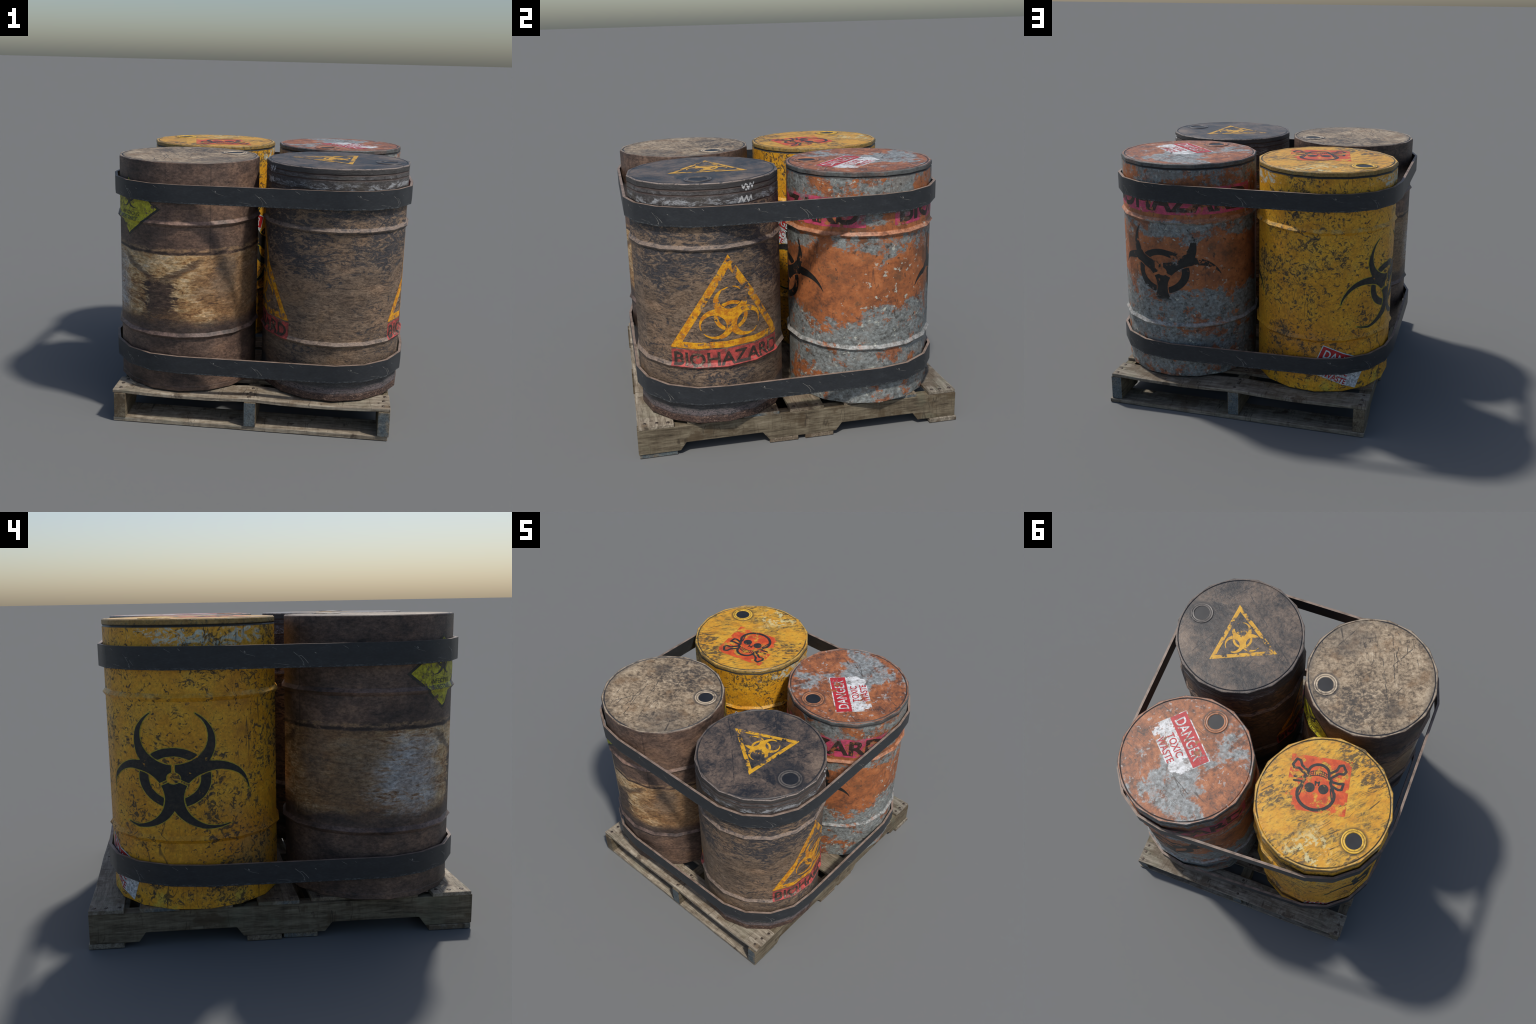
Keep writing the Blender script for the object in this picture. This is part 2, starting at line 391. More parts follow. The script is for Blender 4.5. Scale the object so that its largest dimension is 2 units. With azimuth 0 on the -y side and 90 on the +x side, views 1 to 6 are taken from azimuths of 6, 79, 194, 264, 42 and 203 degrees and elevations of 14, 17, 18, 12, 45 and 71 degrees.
def lid_ring(n, col, dark, light):
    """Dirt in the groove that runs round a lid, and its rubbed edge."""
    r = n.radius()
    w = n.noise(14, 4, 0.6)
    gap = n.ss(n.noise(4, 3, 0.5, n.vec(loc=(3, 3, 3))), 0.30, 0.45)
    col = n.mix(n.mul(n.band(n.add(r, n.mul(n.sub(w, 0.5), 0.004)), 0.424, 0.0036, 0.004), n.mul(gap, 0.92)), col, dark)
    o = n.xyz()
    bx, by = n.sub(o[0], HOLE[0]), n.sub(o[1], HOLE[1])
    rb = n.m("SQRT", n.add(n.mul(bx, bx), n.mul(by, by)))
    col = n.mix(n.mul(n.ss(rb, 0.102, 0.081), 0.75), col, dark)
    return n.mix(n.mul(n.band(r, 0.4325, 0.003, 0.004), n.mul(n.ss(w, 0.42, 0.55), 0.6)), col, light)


def lid_tan(n):
    big = n.noise(4.5, 7, 0.7)
    grain = n.noise(40, 6, 0.80, n.vec((0.75, 1, 1), (0, 0, 35)), 0.3)
    f = n.add(n.mul(grain, 0.58), n.mul(big, 0.42))
    col = n.ramp(f, [(0.40, (0.045, 0.035, 0.026)), (0.455, (0.150, 0.110, 0.072)), (0.51, (0.300, 0.225, 0.145)), (0.57, (0.43, 0.335, 0.225)), (0.66, (0.55, 0.455, 0.33))])
    col = n.mix(n.mul(n.ss(n.noise(7, 5, 0.65), 0.52, 0.64), 0.42), col, (0.235, 0.135, 0.062))
    col = n.mix(n.mul(n.spot(0.10, -0.30, 0.16, 0.12, 1.1, 6, 0.5), 0.45), col, (0.085, 0.075, 0.065))
    dark = n.mul(n.spot(0.14, 0.22, 0.20, 0.15, 1.1, 6, 0.5), n.ss(grain, 0.58, 0.46))
    dark = n.most(dark, n.mul(n.spot(-0.11, 0.26, 0.08, 0.06, 1.1, 8, 0.4), 0.9))
    dark = n.most(dark, n.mul(n.ss(n.radius(), 0.36, 0.43), n.ss(big, 0.44, 0.56)))
    col = n.mix(n.mul(dark, 0.65), col, (0.055, 0.048, 0.042))
    line = n.most(n.scratches((0, 0, 62), 3.5, 9, 0.014, 1.0), n.scratches((0, 0, 75), 4, 9, 0.012, 8.0))
    col = n.mix(n.mul(line, 0.85), col, (0.045, 0.037, 0.032))
    col = n.mix(n.mul(n.cuts([((-0.18, -0.30), (-0.166, -0.10)), ((-0.226, -0.249), (-0.171, -0.099)), ((-0.160, -0.075), (-0.147, 0.06)), ((-0.093, -0.12), (-0.084, 0.044)),
                              ((-0.082, 0.06), (-0.08, 0.24)), ((-0.273, -0.214), (-0.258, -0.135)), ((-0.303, -0.18), (-0.165, -0.077)), ((-0.139, 0.146), (-0.189, 0.099)), ((0.06, -0.36), (0.20, -0.25))], 0.0026), 0.9), col, (0.040, 0.035, 0.032))
    col = lid_ring(n, col, (0.032, 0.033, 0.038), (0.46, 0.37, 0.27))
    return col, 0.52, n.add(n.mul(grain, 0.9), n.mul(big, 0.4))


def lid_dark(n):
    big = n.noise(5, 8, 0.74, dist=0.5)
    fine = n.noise(34, 6, 0.78, dist=0.8)
    f = n.add(n.mul(big, 0.62), n.mul(fine, 0.38))
    col = n.ramp(f, [(0.41, (0.018, 0.019, 0.023)), (0.47, (0.052, 0.044, 0.040)), (0.53, (0.108, 0.080, 0.063)), (0.60, (0.175, 0.128, 0.095)), (0.70, (0.26, 0.19, 0.135))])
    line = n.most(n.scratches((0, 0, 40), 3, 10, 0.014, 1.0), n.scratches((0, 0, 110), 3, 10, 0.014, 6.0))
    col = n.mix(n.mul(line, 0.8), col, (0.020, 0.020, 0.023))
    col = n.mix(n.mul(n.spot(0.27, 0.04, 0.13, 0.11, 0.8, 8, 0.4), 0.55), col, (0.022, 0.023, 0.027))
    col = n.mix(n.mul(n.cuts([((0.133, -0.279), (-0.116, -0.157)), ((-0.15, -0.13), (-0.403, -0.026)), ((-0.02, 0.15), (-0.315, 0.298)), ((0.242, -0.155), (0.149, -0.391)),
                              ((0.178, 0.295), (0.147, 0.105)), ((-0.185, 0.228), (-0.189, 0.091))], 0.0028), 0.8), col, (0.018, 0.018, 0.021))
    col = lid_ring(n, col, (0.020, 0.021, 0.025), (0.14, 0.115, 0.10))
    return col, n.add(0.42, n.mul(n.sub(fine, 0.5), 0.3)), n.add(n.mul(big, 0.6), n.mul(fine, 0.7))


def lid_yellow(n):
    big = n.noise(3.6, 7, 0.7)
    mid = n.noise(10, 7, 0.74, n.vec((1.4, 0.8, 1), (0, 0, -40)))
    dash = n.noise(34, 5, 0.72, n.vec((1.6, 0.7, 1), (0, 0, -40)), 0.6)
    col = n.ramp(mid, [(0.34, (0.46, 0.20, 0.020)), (0.46, (0.62, 0.30, 0.024)), (0.58, (0.67, 0.365, 0.035)), (0.72, (0.64, 0.40, 0.07))])
    f = n.add(n.mul(dash, 0.5), n.add(n.mul(big, 0.3), n.mul(mid, 0.2)))
    col = n.mix(n.mul(n.ss(f, 0.46, 0.56), 0.68), col, (0.20, 0.125, 0.032))
    zone = n.most(n.spot(-0.15, 0.36, 0.16, 0.10, 1.0, 6, 0.5), n.most(n.spot(0.02, 0.35, 0.20, 0.09, 1.0, 6, 0.5), n.mul(n.spot(-0.25, -0.22, 0.14, 0.16, 1.1, 6, 0.5), 0.7)))
    zone = n.most(zone, n.mul(n.ss(n.radius(), 0.34, 0.43), 0.5))
    chips = n.ss(n.add(f, n.mul(zone, 0.060)), 0.548, 0.595)
    col = n.mix(n.mul(chips, 0.8), col, (0.055, 0.043, 0.028))
    col = n.mix(n.mul(n.mul(n.spot(0.23, -0.25, 0.13, 0.16, 1.0, 6, 0.5), n.ss(n.noise(22, 5, 0.7), 0.50, 0.57)), 0.75), col, (0.62, 0.56, 0.30))
    line = n.most(n.scratches((0, 0, 60), 3, 9, 0.014, 1.0), n.scratches((0, 0, 95), 3, 9, 0.012, 4.0))
    col = n.mix(n.mul(line, 0.8), col, (0.06, 0.045, 0.02))
    col = n.mix(n.mul(n.cuts([((0.19, -0.134), (0.206, 0.004)), ((0.027, -0.208), (0.047, -0.153)), ((0.312, -0.148), (0.282, -0.137)), ((0.283, -0.125), (0.294, -0.056)),
                              ((-0.262, -0.302), (-0.259, -0.215)), ((0.187, 0.225), (0.171, 0.317)), ((-0.10, 0.32), (-0.16, 0.27)), ((-0.279, 0.174), (-0.272, 0.208))], 0.0034), 0.9), col, (0.055, 0.04, 0.02))
    col = lid_ring(n, col, (0.055, 0.045, 0.025), (0.62, 0.40, 0.11))
    return col, 0.44, n.add(n.mul(dash, 0.6), n.mul(mid, 0.6))


def lid_orange(n):
    big = n.noise(3.8, 10, 0.72, n.vec(loc=(0.6, 0.2, 0)), 0.3)
    mid = n.noise(11, 8, 0.76)
    fine = n.noise(38, 6, 0.78)
    b = n.add(n.add(n.mul(big, 0.72), n.mul(mid, 0.18)), n.mul(fine, 0.10))
    b = n.sub(n.add(b, n.mul(n.spot(-0.17, -0.02, 0.22, 0.25, 0.9, 6, 0.5), 0.075)), 0.028)
    b = n.add(b, n.mul(n.spot(0.26, -0.20, 0.10, 0.16, 0.9, 6, 0.5), 0.060))
    b = n.sub(b, n.mul(n.spot(0.22, 0.16, 0.24, 0.24, 0.8, 6, 0.5), 0.075))
    b = n.sub(b, n.mul(n.spot(0.0, -0.28, 0.13, 0.12, 0.8, 6, 0.5), 0.080))
    f = n.add(n.mul(mid, 0.55), n.mul(fine, 0.45))
    orange = n.ramp(f, [(0.39, (0.070, 0.038, 0.028)), (0.46, (0.205, 0.078, 0.038)), (0.53, (0.345, 0.118, 0.044)), (0.60, (0.45, 0.175, 0.072)), (0.70, (0.56, 0.30, 0.15))])
    metal = n.ramp(n.add(n.mul(fine, 0.6), n.mul(mid, 0.4)), [(0.38, (0.075, 0.072, 0.066)), (0.47, (0.18, 0.185, 0.18)), (0.54, (0.285, 0.305, 0.305)), (0.61, (0.40, 0.435, 0.44)), (0.72, (0.52, 0.57, 0.58))])
    metal = n.mix(n.mul(n.ss(mid, 0.52, 0.62), 0.5), metal, (0.20, 0.125, 0.09))
    col = n.mix(n.ss(b, 0.50, 0.545), orange, metal)
    flecks = n.ss(n.noise(34, 4, 0.6, n.vec(loc=(1, 4, 2))), 0.625, 0.67)
    col = n.mix(n.mul(flecks, 0.5), col, (0.46, 0.49, 0.48))
    line = n.most(n.scratches((0, 0, 125), 3, 9, 0.014, 3.0), n.scratches((0, 0, 20), 3, 9, 0.010, 7.0))
    col = n.mix(n.mul(line, 0.75), col, (0.045, 0.037, 0.033))
    col = n.mix(n.mul(n.cuts([((-0.141, -0.036), (-0.198, -0.176)), ((-0.141, -0.036), (-0.164, -0.183)), ((-0.059, 0.038), (-0.072, -0.05)), ((-0.179, 0.368), (-0.178, 0.283))], 0.0026), 0.85), col, (0.045, 0.038, 0.034))
    col = lid_ring(n, col, (0.040, 0.036, 0.035), (0.34, 0.22, 0.16))
    return col, 0.46, n.add(n.mul(fine, 0.7), n.mul(mid, 0.6))


SURFACE = {"wall": {"A": wall_brown, "B": wall_dark, "C": wall_yellow, "D": wall_orange},
           "lid": {"A": lid_tan, "B": lid_dark, "C": lid_yellow, "D": lid_orange}}
_mats = {}


def surface_mat(part, k):
    key = (part, k)
    if key not in _mats:
        n = Nodes(f"{part}_{k}")
        c, r, h = SURFACE[part][k](n)
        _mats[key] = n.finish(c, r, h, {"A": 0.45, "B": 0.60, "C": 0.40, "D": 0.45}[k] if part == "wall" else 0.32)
    return _mats[key]


def mark_mat(part, k, name, color, color2=None, wear=0.5, grain=30.0, fade=None, dirt=0.55):
    """Paint on a barrel: where it is worn off, the barrel's own surface shows."""
    key = (part, k, name)
    if key not in _mats:
        n = Nodes(f"{name}_{part}_{k}")
        base, r, h = SURFACE[part][k](n)
        v = n.noise(grain, 5, 0.7, n.vec((1, 1, 1.2), loc=(2, 7, 3)))
        paint = n.mix(n.ss(v, 0.40, 0.60), color, color2 or color)
        w = n.add(n.mul(n.noise(grain * 0.8, 6, 0.72, n.vec(loc=(5, 1, 2))), 0.6), n.mul(n.noise(7, 4, 0.6, n.vec(loc=(1, 9, 4))), 0.4))
        gone = n.ss(w, wear + 0.035, wear - 0.01) if wear > 0 else 0.0
        if fade:
            gone = n.most(gone, n.mul(fade(n), 1.0))
        soil = n.add(n.mul(n.noise(grain * 1.1, 6, 0.75, n.vec((1, 1, 1.4), (20, 10, 30))), 0.65), n.mul(n.noise(5, 5, 0.65, n.vec(loc=(8, 3, 1))), 0.35))
        paint = n.mix(n.mul(n.ss(soil, 0.51, 0.60), dirt), paint, (0.060, 0.042, 0.030))
        col = n.mix(gone, paint, base)
        _mats[key] = n.finish(col, r, h, 0.3 if part == "wall" else 0.2)
    return _mats[key]


# ------------------------------------------------------------------ mesh helpers
def link(name, data, parent=None, mat=None):
    o = bpy.data.objects.new(name, data)
    bpy.context.scene.collection.objects.link(o)
    if parent is not None:
        o.parent = parent
    if mat is not None:
        data.materials.append(mat)
    return o


def corner(i, r):
    a = math.radians(i * STEP)
    return r * math.cos(a), r * math.sin(a)


PROFILES = {
    "A": [(BASE, 0.443), (BASE + 0.004, 0.4475), (0.236, 0.4475), (0.240, 0.446), (0.550, 0.446), (0.570, 0.461), (0.590, 0.446),
          (1.250, 0.446), (1.270, 0.461), (1.290, 0.446), (1.632, 0.446), (TOP, 0.4425)],
    "B": [(BASE, 0.444), (BASE + 0.006, 0.449), (0.244, 0.4485), (0.252, 0.446), (0.550, 0.446), (0.570, 0.461), (0.590, 0.446),
          (1.250, 0.446), (1.270, 0.461), (1.290, 0.446), (1.500, 0.446), (1.506, 0.4435), (1.512, 0.446), (1.562, 0.446), (1.568, 0.4435),
          (1.574, 0.4455), (1.592, 0.4455), (1.598, 0.443), (1.604, 0.446), (1.632, 0.446), (TOP, 0.4425)],
    "C": [(BASE, 0.444), (BASE + 0.003, 0.446), (0.550, 0.446), (0.570, 0.461), (0.590, 0.446),
          (1.250, 0.446), (1.270, 0.461), (1.290, 0.446), (1.599, 0.446), (1.605, 0.4425), (1.611, 0.447), (1.631, 0.447), (TOP, 0.4425)],
}
PROFILES["D"] = PROFILES["C"]


def profile_at(prof, z):
    for (z0, r0), (z1, r1) in zip(prof, prof[1:]):
        if z <= z1:
            break
    t = (z - z0) / (z1 - z0)
    return r0 + (r1 - r0) * t, (r1 - r0) / (z1 - z0)


def wall_normal(t, slope):
    """Normal of the smooth-shaded wall: swept round the corners, tilted by the profile."""
    i, f = divmod(t, STEP)
    n0, n1 = Vector((*corner(i, 1), 0)), Vector((*corner(i + 1, 1), 0))
    n = n0.lerp(n1, f / STEP).normalized()
    return (n + Vector((0, 0, -slope))).normalized()


def build_wall(k, parent):
    prof = PROFILES[k]
    v, f, nrm = [], [], []
    for z, r in prof:
        v += [(*corner(i, r), z - BASE) for i in range(SIDES)]
    for j in range(len(prof) - 1):
        s = profile_at(prof, (prof[j][0] + prof[j + 1][0]) / 2)[1]
        for i in range(SIDES):
            i2 = (i + 1) % SIDES
            f.append((j * SIDES + i, j * SIDES + i2, (j + 1) * SIDES + i2, (j + 1) * SIDES + i))
            a, b = wall_normal(i * STEP, s), wall_normal((i + 1) * STEP, s)
            nrm += [a, b, b, a]
    f.append(tuple(range(SIDES - 1, -1, -1)))
    nrm += [Vector((0, 0, -1))] * SIDES
    me = bpy.data.meshes.new("barrel_wall")
    me.from_pydata(v, [], f)
    me.polygons.foreach_set("use_smooth", [True] * len(me.polygons))
    me.normals_split_custom_set(nrm)
    return link("barrel_wall", me, parent, surface_mat("wall", k))


def flat_edge(t, r):
    """Point on the 16-sided outline at angle t (degrees)."""
    i, f = divmod(t, STEP)
    p, q = corner(i, r), corner(i + 1, r)
    return p[0] + (q[0] - p[0]) * f / STEP, p[1] + (q[1] - p[1]) * f / STEP


def build_lid(k, parent):
    n = 96
    rings = [(None, 0.0), (0.4300, 0.0), (0.4275, -0.0005), (0.4245, -0.0035), (0.4210, -0.0005), (0.4185, 0.0), (0.30, 0.0), (0.15, 0.0)]
    v, f = [], []
    for r, dz in rings:
        for i in range(n):
            t = i * 360 / n
            x, y = flat_edge(t, 0.4425) if r is None else (r * math.cos(math.radians(t)), r * math.sin(math.radians(t)))
            v.append((x, y, TOP - BASE + dz))
    for j in range(len(rings) - 1):
        for i in range(n):
            i2 = (i + 1) % n
            f.append((j * n + i, j * n + i2, (j + 1) * n + i2, (j + 1) * n + i))
    f.append(tuple((len(rings) - 1) * n + i for i in range(n)))
    me = bpy.data.meshes.new("lid")
    me.from_pydata(v, [], f)
    lid = link("lid", me, parent, surface_mat("lid", k))
    # bung: rolled ring and the dark plug inside it
    hx, hy = HOLE
    prof = [(0.081, -0.001), (0.080, 0.002), (0.076, 0.0045), (0.071, 0.0035), (0.067, 0.0022), (0.062, 0.0035), (0.057, 0.0045), (0.053, 0.0025), (0.0525, -0.002)]
    m = 40
    v = [(hx + r * math.cos(2 * math.pi * i / m), hy + r * math.sin(2 * math.pi * i / m), TOP - BASE + z) for r, z in prof for i in range(m)]
    f = [(j * m + i, j * m + (i + 1) % m, (j + 1) * m + (i + 1) % m, (j + 1) * m + i) for j in range(len(prof) - 1) for i in range(m)]
    me = bpy.data.meshes.new("bung_ring")
    me.from_pydata(v, [], f)
    me.polygons.foreach_set("use_smooth", [True] * len(me.polygons))
    link("bung_ring", me, lid, ring_mat(k))
    v = [(hx + 0.053 * math.cos(2 * math.pi * i / m), hy + 0.053 * math.sin(2 * math.pi * i / m), TOP - BASE + 0.0012) for i in range(m)]
    me = bpy.data.meshes.new("bung_plug")
    me.from_pydata(v, [], [tuple(range(m))])
    link("bung_plug", me, lid, plug_mat())
    return lid


RING_COLORS = {"A": ((0.13, 0.10, 0.075), (0.50, 0.40, 0.28)), "B": ((0.045, 0.042, 0.04), (0.115, 0.10, 0.09)),
               "C": ((0.34, 0.19, 0.02), (0.72, 0.43, 0.05)), "D": ((0.14, 0.075, 0.045), (0.42, 0.17, 0.08))}


def ring_mat(k):
    n = Nodes("bung_ring_" + k)
    v = n.add(n.mul(n.noise(30, 5, 0.7), 0.6), n.mul(n.noise(7, 4, 0.6), 0.4))
    a, b = RING_COLORS[k]
    o = n.xyz()
    bx, by = n.sub(o[0], HOLE[0]), n.sub(o[1], HOLE[1])
    rb = n.m("SQRT", n.add(n.mul(bx, bx), n.mul(by, by)))
    col = n.mix(n.ss(v, 0.40, 0.52), a, b)
    for at in (0.0665, 0.081):
        col = n.mix(n.mul(n.band(rb, at, 0.0012, 0.0025), 0.8), col, tuple(x * 0.35 for x in a))
    return n.finish(col, 0.42, v, 0.2)


def plug_mat():
    if "plug" not in _mats:
        n = Nodes("bung_plug")
        v = n.noise(20, 4, 0.6)
        _mats["plug"] = n.finish(n.ramp(v, [(0.3, (0.010, 0.011, 0.014)), (0.7, (0.019, 0.020, 0.024))]), 0.46, None)
    return _mats["plug"]


# ------------------------------------------------------------------ flat shapes for marks
def implicit_shape(fn, x0, x1, y0, y1, step):
    """Fill the region fn < 0 with small polygons (clipped grid cells)."""
    nx, ny = int(math.ceil((x1 - x0) / step)), int(math.ceil((y1 - y0) / step))
    xs, ys = np.linspace(x0, x1, nx + 1), np.linspace(y0, y1, ny + 1)
    X, Y = np.meshgrid(xs, ys, indexing="ij")
    F = fn(X, Y)
    ins = F < 0
    anyin = ins[:-1, :-1] | ins[1:, :-1] | ins[1:, 1:] | ins[:-1, 1:]
    verts, faces, index = [], [], {}

    def vid(p):
        key = (round(p[0], 6), round(p[1], 6))
        if key not in index:
            index[key] = len(verts)
            verts.append(key)
        return index[key]

    for i, j in zip(*np.nonzero(anyin)):
        c = [(xs[i], ys[j], F[i, j]), (xs[i + 1], ys[j], F[i + 1, j]), (xs[i + 1], ys[j + 1], F[i + 1, j + 1]), (xs[i], ys[j + 1], F[i, j + 1])]
        poly = []
        for a, b in zip(c, c[1:] + c[:1]):
            if a[2] < 0:
                poly.append(a[:2])
            if (a[2] < 0) != (b[2] < 0):
                t = a[2] / (a[2] - b[2])
                poly.append((a[0] + (b[0] - a[0]) * t, a[1] + (b[1] - a[1]) * t))
        ids = []
        for p in poly:
            q = vid(p)
            if q not in ids:
                ids.append(q)
        if len(ids) > 2:
            faces.append(ids)
    return np.array(verts), faces


def turn(X, Y, a):
    c, s = math.cos(a), math.sin(a)
    return c * X + s * Y, -s * X + c * Y


def biohazard(co, ro, ci, ri, hole, slit, ring, width, gap, tip=0.0, tip_from=0.0, grow=0.0):
    """Three crescents (outer circle minus inner circle), a split hub and a ring."""
    def fn(X, Y):
        outer = inner = cut = None
        for k in range(3):
            x, y = turn(X, Y, k * 2 * math.pi / 3)
            o, i = np.hypot(x, y - co) - ro, np.hypot(x, y - ci) - ri
            c = np.maximum(np.abs(x) - slit, -y)
            if tip:
                c = np.minimum(c, np.maximum(np.abs(x) - tip, tip_from - y))
            outer = o if outer is None else np.minimum(outer, o)
            inner = i if inner is None else np.minimum(inner, i)
            cut = c if cut is None else np.minimum(cut, c)
        d = np.hypot(X, Y)
        horns = np.maximum.reduce([outer, -inner, hole - d, -cut])
        arc = np.maximum(np.abs(d - ring) - width, inner + gap)
        return np.minimum(horns, arc) - grow
    return fn


def triangle_frame(half, tall, thick):
    """Hollow triangle standing on y = 0, rounded a little at the corners."""
    slope = math.atan2(half, tall)
    def fn(X, Y):
        side = np.abs(X) * math.cos(slope) + (Y - tall) * math.sin(slope)
        full = np.maximum(side, -Y)
        return np.maximum(full, -(full + thick))
    return fn


def box(x0, x1, y0, y1, rot=0.0):
    """Plain quad cut into columns, so that it can wrap a barrel."""
    n = max(1, int((x1 - x0) / 0.05))
    xs = np.linspace(x0, x1, n + 1)
    v = [(x, y) for x in xs for y in (y0, y1)]
    f = [(2 * i, 2 * i + 2, 2 * i + 3, 2 * i + 1) for i in range(n)]
    return np.array(v), f


def frame(x0, x1, y0, y1, t):
    parts = [box(x0, x1, y0, y0 + t), box(x0, x1, y1 - t, y1), box(x0, x0 + t, y0 + t, y1 - t), box(x1 - t, x1, y0 + t, y1 - t)]
    return join(parts)


def join(parts):
    v, f, o = [], [], 0
    for a, b in parts:
        v.append(a)
        f += [tuple(i + o for i in q) for q in b]
        o += len(a)
    return np.concatenate(v), f


def stroke(points, w, closed=False):
    """Line of constant width with round joints."""
    parts = []
    pts = list(points) + ([points[0]] if closed else [])
    for (ax, ay), (bx, by) in zip(pts, pts[1:]):
        def seg(X, Y, ax=ax, ay=ay, bx=bx, by=by):
            dx, dy = bx - ax, by - ay
            t = np.clip(((X - ax) * dx + (Y - ay) * dy) / (dx * dx + dy * dy), 0, 1)
            return np.hypot(X - ax - t * dx, Y - ay - t * dy) - w / 2
        parts.append(seg)
    return parts


def union(parts):
    return lambda X, Y: np.minimum.reduce([p(X, Y) for p in parts])


def disc(x, y, r, sy=1.0):
    return lambda X, Y: np.hypot(X - x, (Y - y) / sy) - r


def lettering(text, w, h, bold=0.03, spread=1.0):
    """Letters of the built-in font, fitted to a w x h field centred on 0, 0."""
    cu = bpy.data.curves.new("letters", "FONT")
    cu.body = text
    cu.offset = bold
    cu.space_character = spread
    cu.resolution_u = 4
    ob = bpy.data.objects.new("letters", cu)
    bpy.context.scene.collection.objects.link(ob)
    dg = bpy.context.evaluated_depsgraph_get()
    dg.update()
    me = ob.evaluated_get(dg).to_mesh()
    v = np.array([p.co[:2] for p in me.vertices])
    f = [tuple(p.vertices) for p in me.polygons]
    ob.evaluated_get(dg).to_mesh_clear()
    bpy.data.objects.remove(ob)
    bpy.data.curves.remove(cu)
    lo, hi = v.min(0), v.max(0)
    return (v - (lo + hi) / 2) / (hi - lo) * (w, h), f


def place(shape, x=0.0, y=0.0, rot=0.0, sx=1.0):
    v, f = shape
    a = math.radians(rot)
    p = np.stack([v[:, 0] * math.cos(a) - v[:, 1] * math.sin(a), v[:, 0] * math.sin(a) + v[:, 1] * math.cos(a)], -1)
    return p * (sx, 1.0) + (x, y), f


def on_wall(name, k, parent, shape, at, mat, layer=1):
    """Wrap a flat shape (arc metres, height) round barrel k, centred on angle `at`."""
    v, f = shape
    prof = PROFILES[k]
    bm = bmesh.new()
    bv = [bm.verts.new((at + math.degrees(s / RARC), z, 0)) for s, z in v]
    for q in f:
        try:
            bm.faces.new([bv[i] for i in q])
        except ValueError:
            pass
    xs = [p.co.x for p in bm.verts]
    zs = [p.co.y for p in bm.verts]
    for i in range(math.floor(min(xs) / STEP), math.ceil(max(xs) / STEP) + 1):
        bmesh.ops.bisect_plane(bm, geom=bm.verts[:] + bm.edges[:] + bm.faces[:], dist=1e-6, plane_co=(i * STEP, 0, 0), plane_no=(1, 0, 0))
    for z, _ in prof:
        if min(zs) < z < max(zs):
            bmesh.ops.bisect_plane(bm, geom=bm.verts[:] + bm.edges[:] + bm.faces[:], dist=1e-6, plane_co=(0, z, 0), plane_no=(0, 1, 0))
    bmesh.ops.triangulate(bm, faces=bm.faces[:])
    me = bpy.data.meshes.new(name)
    lift = 0.0007 * layer
    flat = [p.co.copy() for p in bm.verts]
    bm.verts.index_update()
    normals, faces = [], []
    for fc in bm.faces:
        ids = [p.index for p in fc.verts]
        c = sum((flat[i] for i in ids), Vector()) / 3
        if fc.normal.z < 0:
            ids.reverse()
        faces.append(ids)
        mid = (math.floor(c.x / STEP) + 0.5) * STEP
        for i in ids:
            t = min(max(flat[i].x, mid - STEP / 2), mid + STEP / 2 - 1e-7)
            normals.append(wall_normal(t, profile_at(prof, c.y)[1]))
    pts = []
    for p in flat:
        r = profile_at(prof, p.y)[0] + lift
        pts.append((*flat_edge(p.x, r), p.y - BASE))
    bm.free()
    me.from_pydata(pts, [], faces)
    me.polygons.foreach_set("use_smooth", [True] * len(me.polygons))
    me.normals_split_custom_set(normals)
    return link(name, me, parent, mat)


def on_lid(name, parent, shape, origin, right, mat, layer=1):
    """Lay a flat shape on a lid; `right` is its reading direction."""
    v, f = shape
    rx, ry = right
    L = math.hypot(rx, ry)
    rx, ry = rx / L, ry / L
    ux, uy = -ry, rx
    pts = [(origin[0] + rx * a + ux * b, origin[1] + ry * a + uy * b, TOP - BASE + 0.0007 * layer) for a, b in v]
    me = bpy.data.meshes.new(name)
    me.from_pydata(pts, [], f)
    return link(name, me, parent, mat)


# ------------------------------------------------------------------ marks of each barrel
BIO_BOLD = dict(co=0.1756, ro=0.1695, ci=0.206, ri=0.1405, hole=0.030, slit=0.0075, ring=0.1285, width=0.0205, gap=0.006, tip=0.090, tip_from=0.24)
BIO_WIDE = dict(co=0.163, ro=0.187, ci=0.214, ri=0.155, hole=0.028, slit=0.0075, ring=0.1285, width=0.0205, gap=0.006, tip=0.135, tip_from=0.12)
BIO_THIN = dict(co=0.086, ro=0.091, ci=0.107, ri=0.064, hole=0.0, slit=-1.0, ring=0.080, width=0.0105, gap=0.004, tip=0.012, tip_from=0.12)


def marks_brown(e):
    wear = 0.42
    yellow = mark_mat("wall", "A", "label_yellow", (0.30, 0.27, 0.012), (0.52, 0.48, 0.025), wear, 34, None, 0.80)
    black = mark_mat("wall", "A", "label_black", (0.022, 0.022, 0.020), (0.04, 0.036, 0.03), wear, 40)
    diamond = lambda hx, hy: (np.array([(-hx, 0), (0, -hy), (hx, 0), (0, hy)]), [(0, 1, 2, 3)])
    bio = dict(BIO_BOLD)
    sym = implicit_shape(biohazard(**bio), -0.37, 0.37, -0.33, 0.37, 0.008)
    sym = (sym[0] * 0.31, sym[1])
    for at in (199.9, 19.9):
        on_wall("label_border", "A", e, place(diamond(0.253, 0.188), 0, 1.352), at, black, 1)
        on_wall("hazard_label", "A", e, place(diamond(0.230, 0.171), 0, 1.353), at, yellow, 2)
        on_wall("biohazard_symbol", "A", e, place(sym, 0, 1.420, 0, 1.25), at, black, 3)
        on_wall("lettering", "A", e, place(lettering("INFECTIOUS", 0.19, 0.022, 0.01), 0, 1.308), at, black, 3)
        on_wall("lettering", "A", e, place(lettering("SUBSTANCE", 0.17, 0.022, 0.01), 0, 1.278), at, black, 3)


